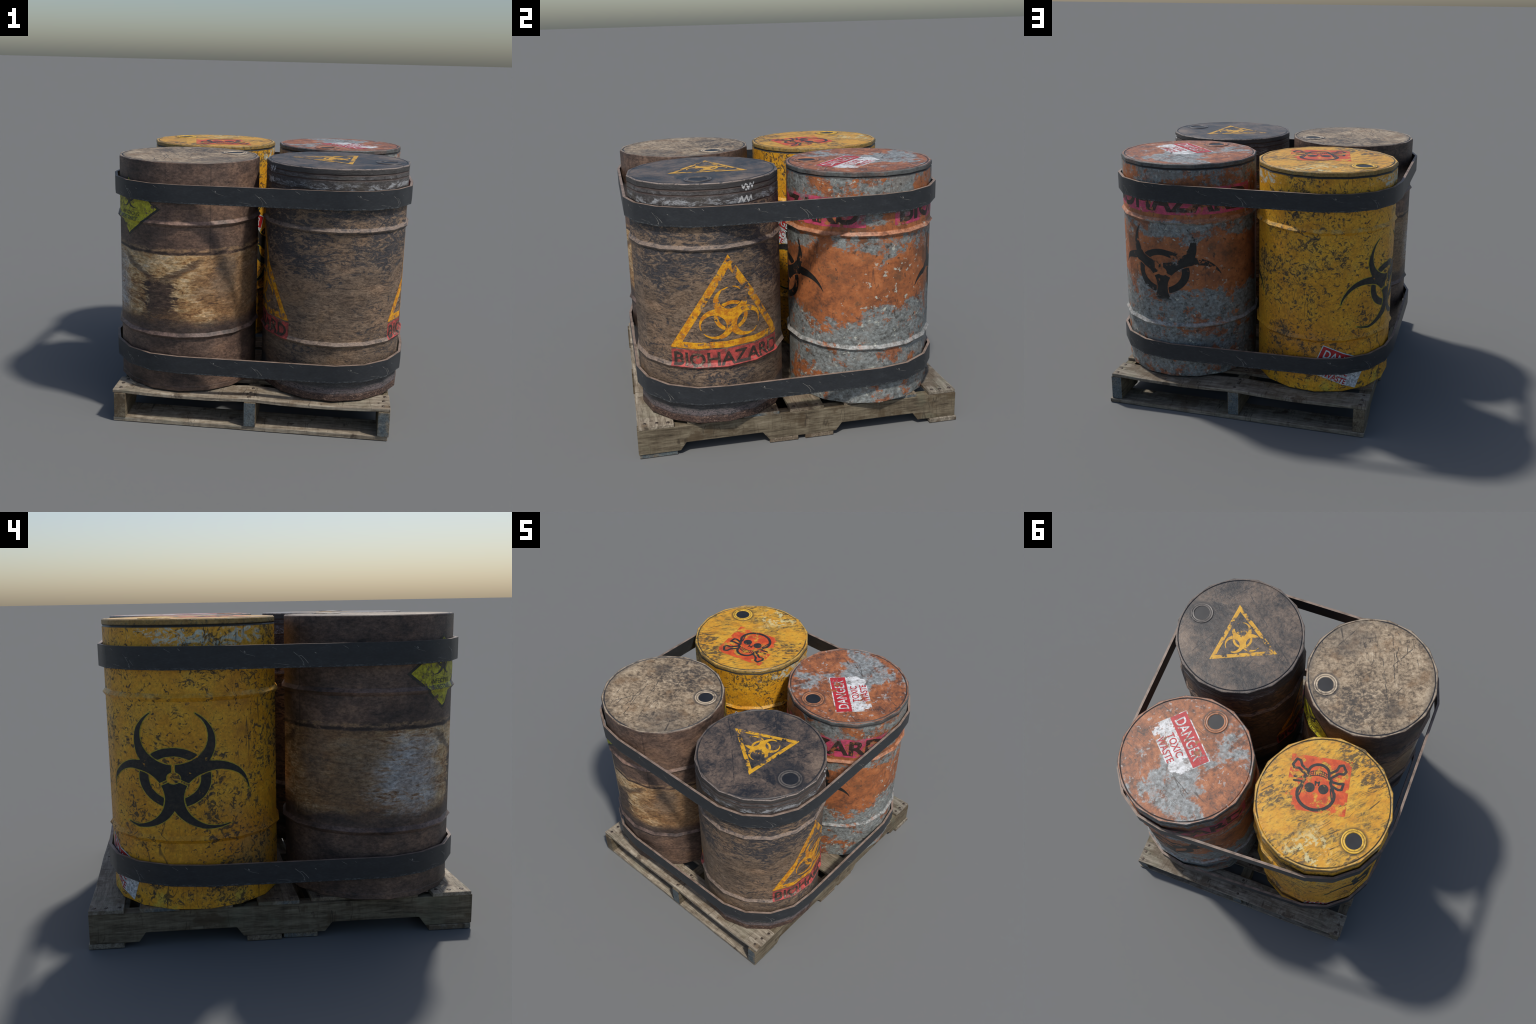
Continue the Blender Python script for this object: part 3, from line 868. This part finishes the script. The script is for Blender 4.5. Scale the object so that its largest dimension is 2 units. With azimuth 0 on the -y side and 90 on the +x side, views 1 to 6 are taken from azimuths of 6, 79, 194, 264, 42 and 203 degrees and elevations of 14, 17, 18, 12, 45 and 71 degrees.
def marks_dark(e, lid):
    amber = mark_mat("wall", "B", "amber_paint", (0.50, 0.17, 0.010), (0.76, 0.36, 0.012), 0.435, 30, None, 0.30)
    red = mark_mat("wall", "B", "red_paint", (0.23, 0.045, 0.040), (0.50, 0.075, 0.062), 0.40, 26)
    ink = mark_mat("wall", "B", "ink", (0.030, 0.022, 0.018), (0.055, 0.034, 0.026), 0.43, 40)
    chalk = mark_mat("wall", "B", "chalk", (0.55, 0.54, 0.52), None, 0.36, 60)
    tri = implicit_shape(triangle_frame(0.3175, 0.550, 0.0385), -0.33, 0.33, -0.002, 0.56, 0.006)
    sym = implicit_shape(biohazard(**BIO_THIN), -0.18, 0.18, -0.17, 0.18, 0.004)
    for at in (26.0, 206.0):
        on_wall("warning_triangle", "B", e, place(tri, 0, 0.681, 0, 1.147), at, amber, 1)
        on_wall("biohazard_symbol", "B", e, place(sym, 0.008, 0.868, 0, 1.14), at, amber, 1)
        on_wall("red_panel", "B", e, place(box(-0.358, 0.358, 0, 0.109), 0, 0.563), at, red, 1)
        on_wall("lettering", "B", e, place(lettering("BIOHAZARD", 0.685, 0.082, 0.022), 0.0, 0.615), at, ink, 2)
    # chalk scribbles under the rim
    for at in (45.0, 225.0):
        lines = []
        for i, x in enumerate((-0.030, 0.0, 0.030)):
            lines += stroke([(x - 0.012, 1.606), (x - 0.004, 1.588 - 0.006 * (i % 2)), (x + 0.010, 1.612)], 0.009)
            lines += stroke([(x - 0.036, 1.512), (x - 0.016, 1.545), (x - 0.010, 1.522)], 0.0085)
        lines += [disc(-0.018, 1.580, 0.006), disc(-0.058, 1.535, 0.004)]
        on_wall("chalk_scribble", "B", e, implicit_shape(union(lines), -0.08, 0.06, 1.50, 1.62, 0.0035), at, chalk, 1)
    amber_lid = mark_mat("lid", "B", "amber_paint", (0.56, 0.285, 0.018), (0.66, 0.355, 0.022), 0.462, 26, None, 0.2)
    tri = implicit_shape(triangle_frame(0.230, 0.400, 0.0265), -0.24, 0.24, -0.002, 0.41, 0.005)
    on_lid("warning_triangle", lid, tri, (-0.1235, 0.1215), (-0.742, -0.67), amber_lid)
    on_lid("biohazard_symbol", lid, (sym[0] * 0.74, sym[1]), (-0.037, 0.022), (-0.742, -0.67), amber_lid)


def danger_label(w, h):
    """Panels and words of the danger label; origin at its top left corner, y down is negative."""
    return {
        "label_panel": box(0, w, -h, 0),
        "red_panel": box(0.012 * w, 0.985 * w, -0.45 * h, -0.03 * h),
        "danger": place(lettering("DANGER", 0.80 * w, 0.28 * h, 0.012), 0.49 * w, -0.245 * h),
        "toxic": place(lettering("TOXIC", 0.45 * w, 0.19 * h, 0.016), 0.49 * w, -0.62 * h),
        "waste": place(lettering("WASTE", 0.47 * w, 0.19 * h, 0.016), 0.50 * w, -0.88 * h),
    }


def label_shift(n):
    return n.noise(5, 3, 0.5)


def marks_yellow(e, lid):
    black = mark_mat("wall", "C", "black_paint", (0.014, 0.014, 0.014), (0.024, 0.023, 0.021), 0.36, 40)
    lime = mark_mat("wall", "C", "lime_edge", (0.34, 0.28, 0.02), (0.52, 0.42, 0.05), 0.42, 40)
    white = mark_mat("wall", "C", "label_white", (0.36, 0.37, 0.38), (0.72, 0.73, 0.74), 0.40, 50, None, 0.75)
    red = mark_mat("wall", "C", "label_red", (0.34, 0.012, 0.014), (0.46, 0.016, 0.020), 0.33, 40)
    pale = mark_mat("wall", "C", "label_pale", (0.50, 0.62, 0.62), None, 0.33, 50)
    sym = implicit_shape(biohazard(**BIO_BOLD), -0.36, 0.36, -0.32, 0.36, 0.005)
    halo = implicit_shape(biohazard(**BIO_BOLD, grow=0.0036), -0.37, 0.37, -0.33, 0.37, 0.005)
    for at in (25.4, 205.4):
        on_wall("symbol_outline", "C", e, place(halo, 0, 0.881, 0, 1.24), at, lime, 1)
        on_wall("biohazard_symbol", "C", e, place(sym, 0, 0.881, 0, 1.24), at, black, 2)
    parts = danger_label(0.33, 0.205)
    for at, x, z, rot in ((321.1, 0, 0.533, -23), (163.0, -0.06, 1.235, -23)):
        put = lambda s: place(s, x, z, rot)
        on_wall("label_panel", "C", e, put(parts["label_panel"]), at, white, 1)
        on_wall("red_panel", "C", e, put(parts["red_panel"]), at, red, 2)
        on_wall("label_trim", "C", e, put(frame(0, 0.33, -0.095, 0, 0.0055)), at, pale, 3)
        on_wall("lettering", "C", e, put(parts["danger"]), at, pale, 3)
        on_wall("lettering", "C", e, put(parts["toxic"]), at, red, 3)
        on_wall("lettering", "C", e, put(parts["waste"]), at, red, 3)
    # skull and crossbones sign on the lid
    orange = mark_mat("lid", "C", "orange_paint", (0.50, 0.060, 0.016), (0.66, 0.100, 0.022), 0.462, 16, None, 0.4)
    ink = mark_mat("lid", "C", "ink", (0.018, 0.018, 0.020), (0.034, 0.030, 0.026), 0.40, 30)
    o, right = (-0.115, 0.030), (-0.63, -0.778)
    sign = join([box(-0.195, 0.195, -0.185, 0.095), box(-0.195, 0.150, 0.095, 0.185)])
    on_lid("warning_panel", lid, sign, o, right, orange, 1)
    arc = lambda cx, cy, rx, ry, a0, a1, n=18: [(cx + rx * math.cos(math.radians(a0 + (a1 - a0) * i / n)), cy + ry * math.sin(math.radians(a0 + (a1 - a0) * i / n))) for i in range(n + 1)]
    c = 0.008
    lines = []
    lines += stroke(arc(c, 0.068, 0.118, 0.102, -12, 192), 0.0205)                      # cranium
    for s in (-1, 1):
        lines += stroke([(c + s * 0.118, 0.060), (c + s * 0.098, 0.010), (c + s * 0.082, -0.022), (c + s * 0.086, -0.040), (c + s * 0.066, -0.060)], 0.0185)
        lines += stroke([(c + s * 0.103, 0.085), (c + s * 0.092, 0.040), (c + s * 0.088, 0.018)], 0.008)
        lines += stroke([(c + s * 0.070, -0.050)] + arc(c, -0.078, 0.066, 0.056, -5 if s > 0 else 185, -90 if s > 0 else 270, 8), 0.0185)   # jaw
    lines += stroke(arc(c, -0.040, 0.056, 0.020, 200, 340, 8), 0.006)                   # teeth
    lines += stroke(arc(c, -0.066, 0.056, 0.026, 200, 340, 8), 0.006)
    lines += stroke(arc(c, -0.053, 0.056, 0.023, 200, 340, 8), 0.0025)
    for i in range(8):
        x = c - 0.049 + 0.014 * i
        y = -0.043 - 0.019 * math.sqrt(max(0, 1 - ((x - c) / 0.058) ** 2))
        lines += stroke([(x, y - 0.001), (x, y - 0.025)], 0.004)
    lines += stroke([(c - 0.010, 0.006), (c - 0.013, -0.018), (c - 0.002, -0.010)], 0.0095) + stroke([(c + 0.010, 0.006), (c + 0.013, -0.018), (c + 0.002, -0.010)], 0.0095)
    lines += [disc(c - 0.044, 0.027, 0.0325), disc(c + 0.044, 0.027, 0.0325)]
    for sx, knob in ((-1, True), (1, True)):                                           # crossed bones
        lines += stroke([(c + sx * 0.088, -0.060), (c + sx * 0.128, -0.092), (c + sx * 0.160, -0.092), (c + sx * 0.172, -0.112), (c + sx * 0.150, -0.152),
                         (c + sx * 0.126, -0.146), (c + sx * 0.112, -0.112), (c + sx * 0.070, -0.084)], 0.0165)
    lines += stroke([(c - 0.090, -0.030), (c - 0.135, -0.024), (c - 0.165, -0.028), (c - 0.158, 0.012), (c - 0.136, 0.016), (c - 0.098, 0.000)], 0.0165)
    lines += stroke([(c + 0.092, -0.034), (c + 0.150, -0.0325)], 0.0135) + stroke([(c + 0.098, -0.008), (c + 0.150, -0.006)], 0.0135)
    on_lid("skull_and_crossbones", lid, implicit_shape(union(lines), -0.19, 0.20, -0.17, 0.19, 0.0026), o, right, ink, 2)


def marks_orange(e, lid):
    bare = lambda lo, hi: (lambda n: n.ss(bare_mask(n), lo, hi))
    low = lambda n: n.most(n.ss(n.add(n.height(), n.mul(n.sub(n.noise(12, 5, 0.7), 0.5), 0.10)), 0.775, 0.735), n.ss(bare_mask(n), 0.66, 0.72))
    black = mark_mat("wall", "D", "black_paint", (0.013, 0.013, 0.012), (0.022, 0.021, 0.019), 0.405, 24, low, 0.0)
    pink = mark_mat("wall", "D", "pink_paint", (0.42, 0.055, 0.110), (0.66, 0.075, 0.165), 0.455, 20, lambda n: n.mul(n.ss(bare_mask(n), 0.49, 0.57), 0.85), 0.3)
    ink = mark_mat("wall", "D", "ink", (0.034, 0.022, 0.018), (0.055, 0.030, 0.024), 0.44, 22, lambda n: n.mul(n.ss(bare_mask(n), 0.51, 0.59), 0.8))
    sym = implicit_shape(biohazard(**BIO_WIDE), -0.36, 0.36, -0.33, 0.36, 0.005)
    for at in (196.7, 16.7):
        on_wall("biohazard_symbol", "D", e, place(sym, 0, 0.937, 0, 1.24), at, black, 1)
    for at in (22.0, 202.0):
        on_wall("pink_panel", "D", e, place(box(-0.607, 0.607, 1.316, 1.488)), at, pink, 1)
        on_wall("lettering", "D", e, place(lettering("BIOHAZARD", 1.150, 0.142, 0.032), 0, 1.402), at, ink, 2)
    white = mark_mat("lid", "D", "label_white", (0.48, 0.48, 0.47), (0.74, 0.74, 0.74), 0.462, 26, None, 0.6)
    red = mark_mat("lid", "D", "label_red", (0.40, 0.020, 0.026), (0.50, 0.030, 0.040), 0.41, 26, None, 0.35)
    o, right = (0.242, 0.235), (-0.379, -0.925)
    w, h = 0.398, 0.265
    parts = danger_label(w, h)
    on_lid("label_panel", lid, parts["label_panel"], o, right, white, 1)
    on_lid("red_panel", lid, parts["red_panel"], o, right, red, 2)
    on_lid("lettering", lid, parts["danger"], o, right, white, 3)
    on_lid("lettering", lid, parts["toxic"], o, right, red, 2)
    on_lid("lettering", lid, parts["waste"], o, right, red, 2)


LABELS = {"A": "rusty brown barrel with worn cream paint and hazard diamond", "B": "dark rusted barrel with amber warning triangle and biohazard lettering",
          "C": "chipped yellow barrel with black biohazard symbol and skull lid", "D": "peeling orange and grey barrel with biohazard symbol and lettering"}
for k, (cx, cy, rot) in BARRELS.items():
    e = bpy.data.objects.new("barrel", None)
    bpy.context.scene.collection.objects.link(e)
    e.location = (cx, cy, BASE)
    e.rotation_euler = (0, 0, math.radians(rot))
    e["label"] = LABELS[k]
    e["category"] = "barrel"
    build_wall(k, e)
    lid = build_lid(k, e)
    {"A": lambda: marks_brown(e), "B": lambda: marks_dark(e, lid), "C": lambda: marks_yellow(e, lid), "D": lambda: marks_orange(e, lid)}[k]()


# ------------------------------------------------------------------ straps
def strap_path():
    """Convex hull round the four 16-sided barrels, as (barrel, corner) pairs."""
    pts = []
    for k, (cx, cy, rot) in BARRELS.items():
        for i in range(SIDES):
            a = math.radians(rot + i * STEP)
            slack = -0.012 if cx < 0 and math.cos(a) < -0.97 else 0.0      # the left run stands off its barrels
            pts.append((cx + slack + 0.473 * math.cos(a), cy + 0.473 * math.sin(a), cx + slack, cy, a))
    pts.sort()
    cross = lambda o, a, b: (a[0] - o[0]) * (b[1] - o[1]) - (a[1] - o[1]) * (b[0] - o[0])
    def half(seq):
        h = []
        for p in seq:
            while len(h) >= 2 and cross(h[-2], h[-1], p) <= 1e-5:
                h.pop()
            h.append(p)
        return h[:-1]
    return half(pts) + half(pts[::-1])


def strap_mats():
    n = Nodes("strap_band")
    v = n.noise(14, 6, 0.7, n.vec((1, 1, 2)))
    f = n.noise(60, 4, 0.7, n.vec((1, 1, 3)))
    col = n.ramp(n.add(n.mul(v, 0.5), n.mul(f, 0.5)), [(0.35, (0.017, 0.019, 0.022)), (0.55, (0.027, 0.030, 0.034)), (0.72, (0.045, 0.050, 0.055))])
    z = n.xyz()[2]
    edge = n.mul(n.band(z, 0.004, 0.002, 0.006), n.ss(f, 0.50, 0.62))
    col = n.mix(n.mul(edge, 0.6), col, (0.13, 0.14, 0.14))
    band = n.finish(col, 0.42, f, 0.12, 0.003)
    n = Nodes("strap_edge")
    v = n.noise(16, 6, 0.7)
    col = n.ramp(v, [(0.34, (0.12, 0.085, 0.062)), (0.5, (0.225, 0.165, 0.13)), (0.66, (0.30, 0.225, 0.18))])
    edge = n.finish(col, 0.5, v, 0.15)
    n = Nodes("strap_scratch")
    v = n.noise(40, 3, 0.6)
    scratch = n.finish(n.ramp(v, [(0.38, (0.07, 0.07, 0.068)), (0.62, (0.25, 0.24, 0.215))]), 0.5)
    return band, edge, scratch


BAND, EDGE, SCRATCH = strap_mats()


def build_strap(z0, tall):
    path = strap_path()
    n = len(path)
    out = [(p[0], p[1]) for p in path]
    inn = [(p[2] + 0.457 * math.cos(p[4]), p[3] + 0.457 * math.sin(p[4])) for p in path]
    v, f, mi, nrm = [], [], [], []
    for ring, z in ((out, 0), (out, tall), (inn, tall), (inn, 0)):
        v += [(x, y, z) for x, y in ring]
    seg = []
    for i in range(n):
        a, b = out[i], out[(i + 1) % n]
        d = Vector((b[0] - a[0], b[1] - a[1], 0))
        seg.append((Vector((d.y, -d.x, 0)).normalized(), d.length))
    cn = []
    for i in range(n):
        (na, la), (nb, lb) = seg[i - 1], seg[i]
        cn.append((na * la * la + nb * lb * lb).normalized())
    for j, mat in ((0, 0), (1, 1), (2, 0), (3, 1)):
        for i in range(n):
            i2 = (i + 1) % n
            j2 = (j + 1) % 4
            f.append((j * n + i, j * n + i2, j2 * n + i2, j2 * n + i))
            mi.append(mat)
            if j == 0:
                nrm += [cn[i], cn[i2], cn[i2], cn[i]]
            elif j == 2:
                nrm += [-cn[i], -cn[i2], -cn[i2], -cn[i]]
            else:
                nrm += [Vector((0, 0, 1 if j == 1 else -1))] * 4
    me = bpy.data.meshes.new("strap")
    me.from_pydata(v, [], f)
    me.materials.append(BAND)
    me.materials.append(EDGE)
    me.polygons.foreach_set("material_index", mi)
    me.polygons.foreach_set("use_smooth", [True] * len(f))
    me.normals_split_custom_set(nrm)
    o = link("strap", me)
    o.location.z = z0
    o["label"] = "dark flat metal strap band wrapped around four barrels"
    o["category"] = "strap"
    # scuffs: the same short scratches come back along the band
    total = sum(l for _, l in seg)
    def at(s, z):
        s %= total
        for i in range(n):
            if s <= seg[i][1]:
                a, b = out[i], out[(i + 1) % n]
                t = s / seg[i][1]
                nn = seg[i][0] * 0.0006
                return (a[0] + (b[0] - a[0]) * t + nn.x, a[1] + (b[1] - a[1]) * t + nn.y, z)
            s -= seg[i][1]
        return (out[0][0], out[0][1], z)
    marks = [((0.000, 0.074), (0.020, 0.058), (0.036, 0.043), (0.046, 0.026), (0.050, 0.014), 0.0022), ((0.020, 0.058), (0.038, 0.056), (0.056, 0.038), (0.070, 0.020), 0.0022),
             ((0.043, 0.018), (0.050, 0.010), 0.002), ((-0.090, 0.024), (-0.020, 0.014), 0.0012), ((0.235, 0.100), (0.262, 0.084), 0.0018), ((0.300, 0.100), (0.310, 0.090), 0.0018),
             ((-0.250, 0.086), (-0.225, 0.070), (-0.180, 0.058), 0.0012), ((-0.232, 0.084), (-0.226, 0.076), 0.005), ((0.100, 0.070), (0.108, 0.066), 0.003), ((-0.100, 0.098), (-0.080, 0.088), 0.0015)]
    v, f = [], []
    period = total / 8
    start = next(sum(l for _, l in seg[:i]) for i in range(n) if seg[i][1] > 0.5)
    for rep in range(8):
        for *pts, w in marks:
            for (sa, za), (sb, zb) in zip(pts, pts[1:]):
                steps = max(1, int(abs(sb - sa) / 0.02))
                L = math.hypot(sb - sa, zb - za)
                px, pz = -(zb - za) / L * w / 2, (sb - sa) / L * w / 2
                for q in range(steps):
                    t0, t1 = q / steps, (q + 1) / steps
                    c = [(sa + (sb - sa) * t0 + px, za + (zb - za) * t0 + pz), (sa + (sb - sa) * t0 - px, za + (zb - za) * t0 - pz),
                         (sa + (sb - sa) * t1 - px, za + (zb - za) * t1 - pz), (sa + (sb - sa) * t1 + px, za + (zb - za) * t1 + pz)]
                    b = len(v)
                    v += [at(start + 0.45 + rep * period + s, z) for s, z in c]
                    f.append((b, b + 1, b + 2, b + 3))
    me = bpy.data.meshes.new("scratches")
    me.from_pydata(v, [], f)
    sc = link("scratches", me, o, SCRATCH)
    sc["kind"] = "stuff"
    return o


build_strap(1.402, 0.110)
build_strap(0.339, 0.110)


# ------------------------------------------------------------------ pallet
def wood(name, tint, blue=False):
    n = Nodes(name)
    info = n.new("ShaderNodeObjectInfo")
    rnd = info.outputs["Random"]
    off = n.new("ShaderNodeVectorMath")
    off.operation = "ADD"
    n.put(off.inputs[0], n.obj())
    comb = n.new("ShaderNodeCombineXYZ")
    for i, m in enumerate((13.0, 7.0, 5.0)):
        n.put(comb.inputs[i], n.mul(rnd, m))
    n.put(off.inputs[1], comb.outputs[0])
    def stretched(s):
        mp = n.new("ShaderNodeMapping")
        n.put(mp.inputs["Vector"], off.outputs[0])
        mp.inputs["Scale"].default_value = s
        return mp.outputs[0]
    grain = n.noise(9, 7, 0.68, stretched((0.45, 5, 5)), 0.6)
    fine = n.noise(38, 5, 0.7, stretched((0.35, 3, 3)))
    cloud = n.noise(5.5, 6, 0.65, stretched((1, 1.2, 1.2)))
    cross = n.noise(6, 5, 0.65, stretched((4.5, 0.7, 0.7)), 0.4)
    f = n.add(n.mul(grain, 0.40), n.add(n.mul(fine, 0.30), n.add(n.mul(cross, 0.14), n.mul(cloud, 0.16))))
    a, b, c, d = [tuple(x * t for x, t in zip(col, tint)) for col in ((0.066, 0.054, 0.042), (0.158, 0.132, 0.102), (0.268, 0.234, 0.186), (0.41, 0.370, 0.310))]
    col = n.ramp(f, [(0.39, a), (0.46, b), (0.54, c), (0.64, d)])
    col = n.mix(n.mul(n.ss(cloud, 0.50, 0.62), 0.72), col, tuple(x * t for x, t in zip((0.100, 0.070, 0.044), tint)))
    mossy = n.ss(n.noise(3.0, 4, 0.6, stretched((1, 1, 1.3)), 0.3), 0.54, 0.66)
    col = n.mix(n.mul(mossy, 0.28), col, (0.150, 0.160, 0.105))
    knots = n.ss(n.noise(4.2, 3, 0.5, stretched((2.2, 1.6, 2))), 0.665, 0.72)
    col = n.mix(n.mul(knots, 0.75), col, (0.055, 0.038, 0.026))
    crack = n.ss(n.m("ABSOLUTE", n.sub(n.noise(3.5, 2, 0.5, stretched((3.5, 0.5, 0.5))), 0.5)), 0.009, 0.003)
    col = n.mix(n.mul(crack, n.mul(n.ss(cloud, 0.45, 0.55), 0.7)), col, (0.045, 0.034, 0.024))
    if blue:
        p = n.ss(n.add(n.mul(cloud, 0.5), n.mul(cross, 0.5)), 0.56, 0.46)
        col = n.mix(n.mul(p, 0.60), col, n.ramp(fine, [(0.38, (0.030, 0.060, 0.085)), (0.62, (0.065, 0.135, 0.18))]))
    h = n.add(n.mul(grain, 0.6), n.add(n.mul(fine, 0.5), n.mul(cross, 0.3)))
    return n.finish(col, 0.62, h, 0.45, 0.005, 0.25)


WOOD = {"pale": wood("wood_pale", (1.32, 1.29, 1.22)), "grey": wood("wood_grey", (0.95, 0.95, 0.93)), "brown": wood("wood_brown", (0.88, 0.80, 0.71)),
        "olive": wood("wood_olive", (0.68, 0.64, 0.54)), "blue": wood("wood_blue", (0.95, 0.92, 0.85), True)}

pallet = bpy.data.objects.new("pallet", None)
bpy.context.scene.collection.objects.link(pallet)
pallet["label"] = "weathered wooden pallet with notched stringers and nailed boards"
pallet["category"] = "pallet"


def bevelled(bm, name, w=0.0022):
    bmesh.ops.bevel(bm, geom=bm.edges[:], offset=w, segments=1, affect="EDGES", profile=0.5)
    me = bpy.data.meshes.new(name)
    bm.to_mesh(me)
    bm.free()
    return me


def sag(x):
    """How far a loaded deck board dips between the stringers at world x."""
    for a, b in ((-0.769, -0.022), (0.051, 0.797)):
        if a < x < b:
            return -0.0115 * math.sin(math.pi * (x - a) / (b - a)) ** 0.8
    return 0.0


def plank(name, x0, x1, y0, y1, z0, z1, mat, blue="", yaw=0.0, dip=0.0):
    """Board lying along x. `blue` lists painted ends: L (low x), R (high x)."""
    bm = bmesh.new()
    L, W, T = x1 - x0, y1 - y0, z1 - z0
    nseg = 48 if dip else 12
    cols = []
    for i in range(nseg + 1):
        x = -L / 2 + L * i / nseg
        d = dip * sag(x + (x0 + x1) / 2)
        jig = [(rng.random() - 0.5) * 0.003 for _ in range(4)] if 0 < i < nseg and not dip else [0] * 4
        cols.append([bm.verts.new((x, -W / 2 + jig[0], -T / 2 + d)), bm.verts.new((x, W / 2 + jig[1], -T / 2 + d)),
                     bm.verts.new((x, W / 2 + jig[1], T / 2 + jig[2] * 0.3 + d)), bm.verts.new((x, -W / 2 + jig[0], T / 2 + jig[2] * 0.3 + d))])
    for a, b in zip(cols, cols[1:]):
        for i in range(4):
            bm.faces.new((a[i], b[i], b[(i + 1) % 4], a[(i + 1) % 4]))
    bm.faces.new(cols[0])
    bm.faces.new(cols[-1][::-1])
    bmesh.ops.recalc_face_normals(bm, faces=bm.faces[:])
    sharp = [e for e in bm.edges if len(e.link_faces) == 2 and e.calc_face_angle() > 1.0]
    bmesh.ops.bevel(bm, geom=sharp, offset=0.002, segments=1, affect="EDGES", profile=0.5)
    me = bpy.data.meshes.new(name)
    bm.to_mesh(me)
    bm.free()
    me.materials.append(WOOD[mat])
    me.materials.append(WOOD["blue"])
    for p in me.polygons:
        if (p.normal.x > 0.9 and "R" in blue) or (p.normal.x < -0.9 and "L" in blue):
            p.material_index = 1
    o = link(name, me, pallet)
    o.location = ((x0 + x1) / 2, (y0 + y1) / 2, (z0 + z1) / 2)
    o.rotation_euler.z = yaw
    return o


def stringer(xc, half, mat, blue=""):
    """Notched runner along y, built lying along local x and turned."""
    prof = [(-0.996, 0.027), (-0.747, 0.027), (-0.711, 0.076), (-0.250, 0.076), (-0.212, 0.027), (0.211, 0.027), (0.248, 0.076), (0.710, 0.076), (0.745, 0.027), (0.993, 0.027),
            (0.993, 0.186), (-0.996, 0.186)]
    bm = bmesh.new()
    rows = [[bm.verts.new((y, s * half, z - 0.106)) for y, z in prof] for s in (-1, 1)]
    bm.faces.new(rows[0])
    bm.faces.new(rows[1][::-1])
    m = len(prof)
    for i in range(m):
        bm.faces.new((rows[0][i], rows[1][i], rows[1][(i + 1) % m], rows[0][(i + 1) % m]))
    bmesh.ops.recalc_face_normals(bm, faces=bm.faces[:])
    me = bevelled(bm, "stringer")
    me.materials.append(WOOD[mat])
    me.materials.append(WOOD["blue"])
    for p in me.polygons:
        if (p.normal.x > 0.9 and p.center.x > 0.9 and "R" in blue) or (p.normal.x < -0.9 and p.center.x < -0.9 and "L" in blue):
            p.material_index = 1
    o = link("stringer", me, pallet)
    o.rotation_euler.z = math.pi / 2
    o.location = (xc, 0, 0.106)
    return o


stringer(-0.8055, 0.0365, "olive")
stringer(0.0145, 0.0365, "olive", "LR")
stringer(0.8325, 0.0355, "olive", "LR")

DECK = [(-0.852, 0.869, -0.986, -0.779, "pale", "", 0), (-0.846, 0.862, -0.700, -0.500, "brown", "", 0), (-0.826, 0.866, -0.362, -0.143, "brown", "R", 0),
        (-0.846, 0.866, -0.078, 0.135, "brown", "L", 0), (-0.846, 0.862, 0.265, 0.445, "brown", "", 0), (-0.852, 0.864, 0.535, 0.736, "brown", "LR", 0),
        (-0.849, 0.863, 0.815, 0.991, "grey", "", 0)]
FOOT = [(-0.848, 0.861, -0.990, -0.766, "pale", "LR", 0), (-0.835, 0.868, -0.190, -0.013, "brown", "L", -0.020), (-0.846, 0.866, 0.016, 0.194, "brown", "", 0),
        (-0.842, 0.880, 0.821, 1.000, "grey", "", 0)]
for x0, x1, y0, y1, m, b, yaw in DECK:
    plank("deck_board", x0, x1, y0, y1, 0.1865, BASE, m, b, yaw, 1.0 if abs(y0 + y1) > 1.5 else 0.5)
for x0, x1, y0, y1, m, b, yaw in FOOT:
    plank("bottom_board", x0, x1, y0, y1, 0.0, 0.0265, m, b, yaw)

# nails: three to a joint
n_ = Nodes("nail")
v_ = n_.voronoi(160)
NAIL = n_.finish(n_.ramp(n_.noise(90, 3, 0.6), [(0.35, (0.035, 0.024, 0.018)), (0.65, (0.11, 0.085, 0.066))]), 0.45, v_, 0.2, metal=0.3)
bm = bmesh.new()
m = 12
rings = [[bm.verts.new((r * math.cos(2 * math.pi * i / m), r * math.sin(2 * math.pi * i / m), z)) for i in range(m)] for r, z in ((0.0115, -0.001), (0.0105, 0.0018), (0.0060, 0.0030), (0.0040, 0.0024))]
for a, b in zip(rings, rings[1:]):
    for i in range(m):
        bm.faces.new((a[i], a[(i + 1) % m], b[(i + 1) % m], b[i]))
bm.faces.new(rings[-1])
nail_mesh = bpy.data.meshes.new("nail")
bm.to_mesh(nail_mesh)
bm.free()
nail_mesh.polygons.foreach_set("use_smooth", [True] * len(nail_mesh.polygons))
nail_mesh.materials.append(NAIL)
for x0, x1, y0, y1, *_ in DECK:
    for xc in (-0.808, 0.012, 0.834):
        for t in (0.17, 0.50, 0.83):
            o = link("nail", nail_mesh, pallet)
            o.location = (xc + (t - 0.5) * 0.012 + rng.uniform(-0.006, 0.006), y0 + (y1 - y0) * t + rng.uniform(-0.006, 0.006), BASE)
            s = rng.uniform(0.85, 1.15)
            o.scale = (s, s, 1)
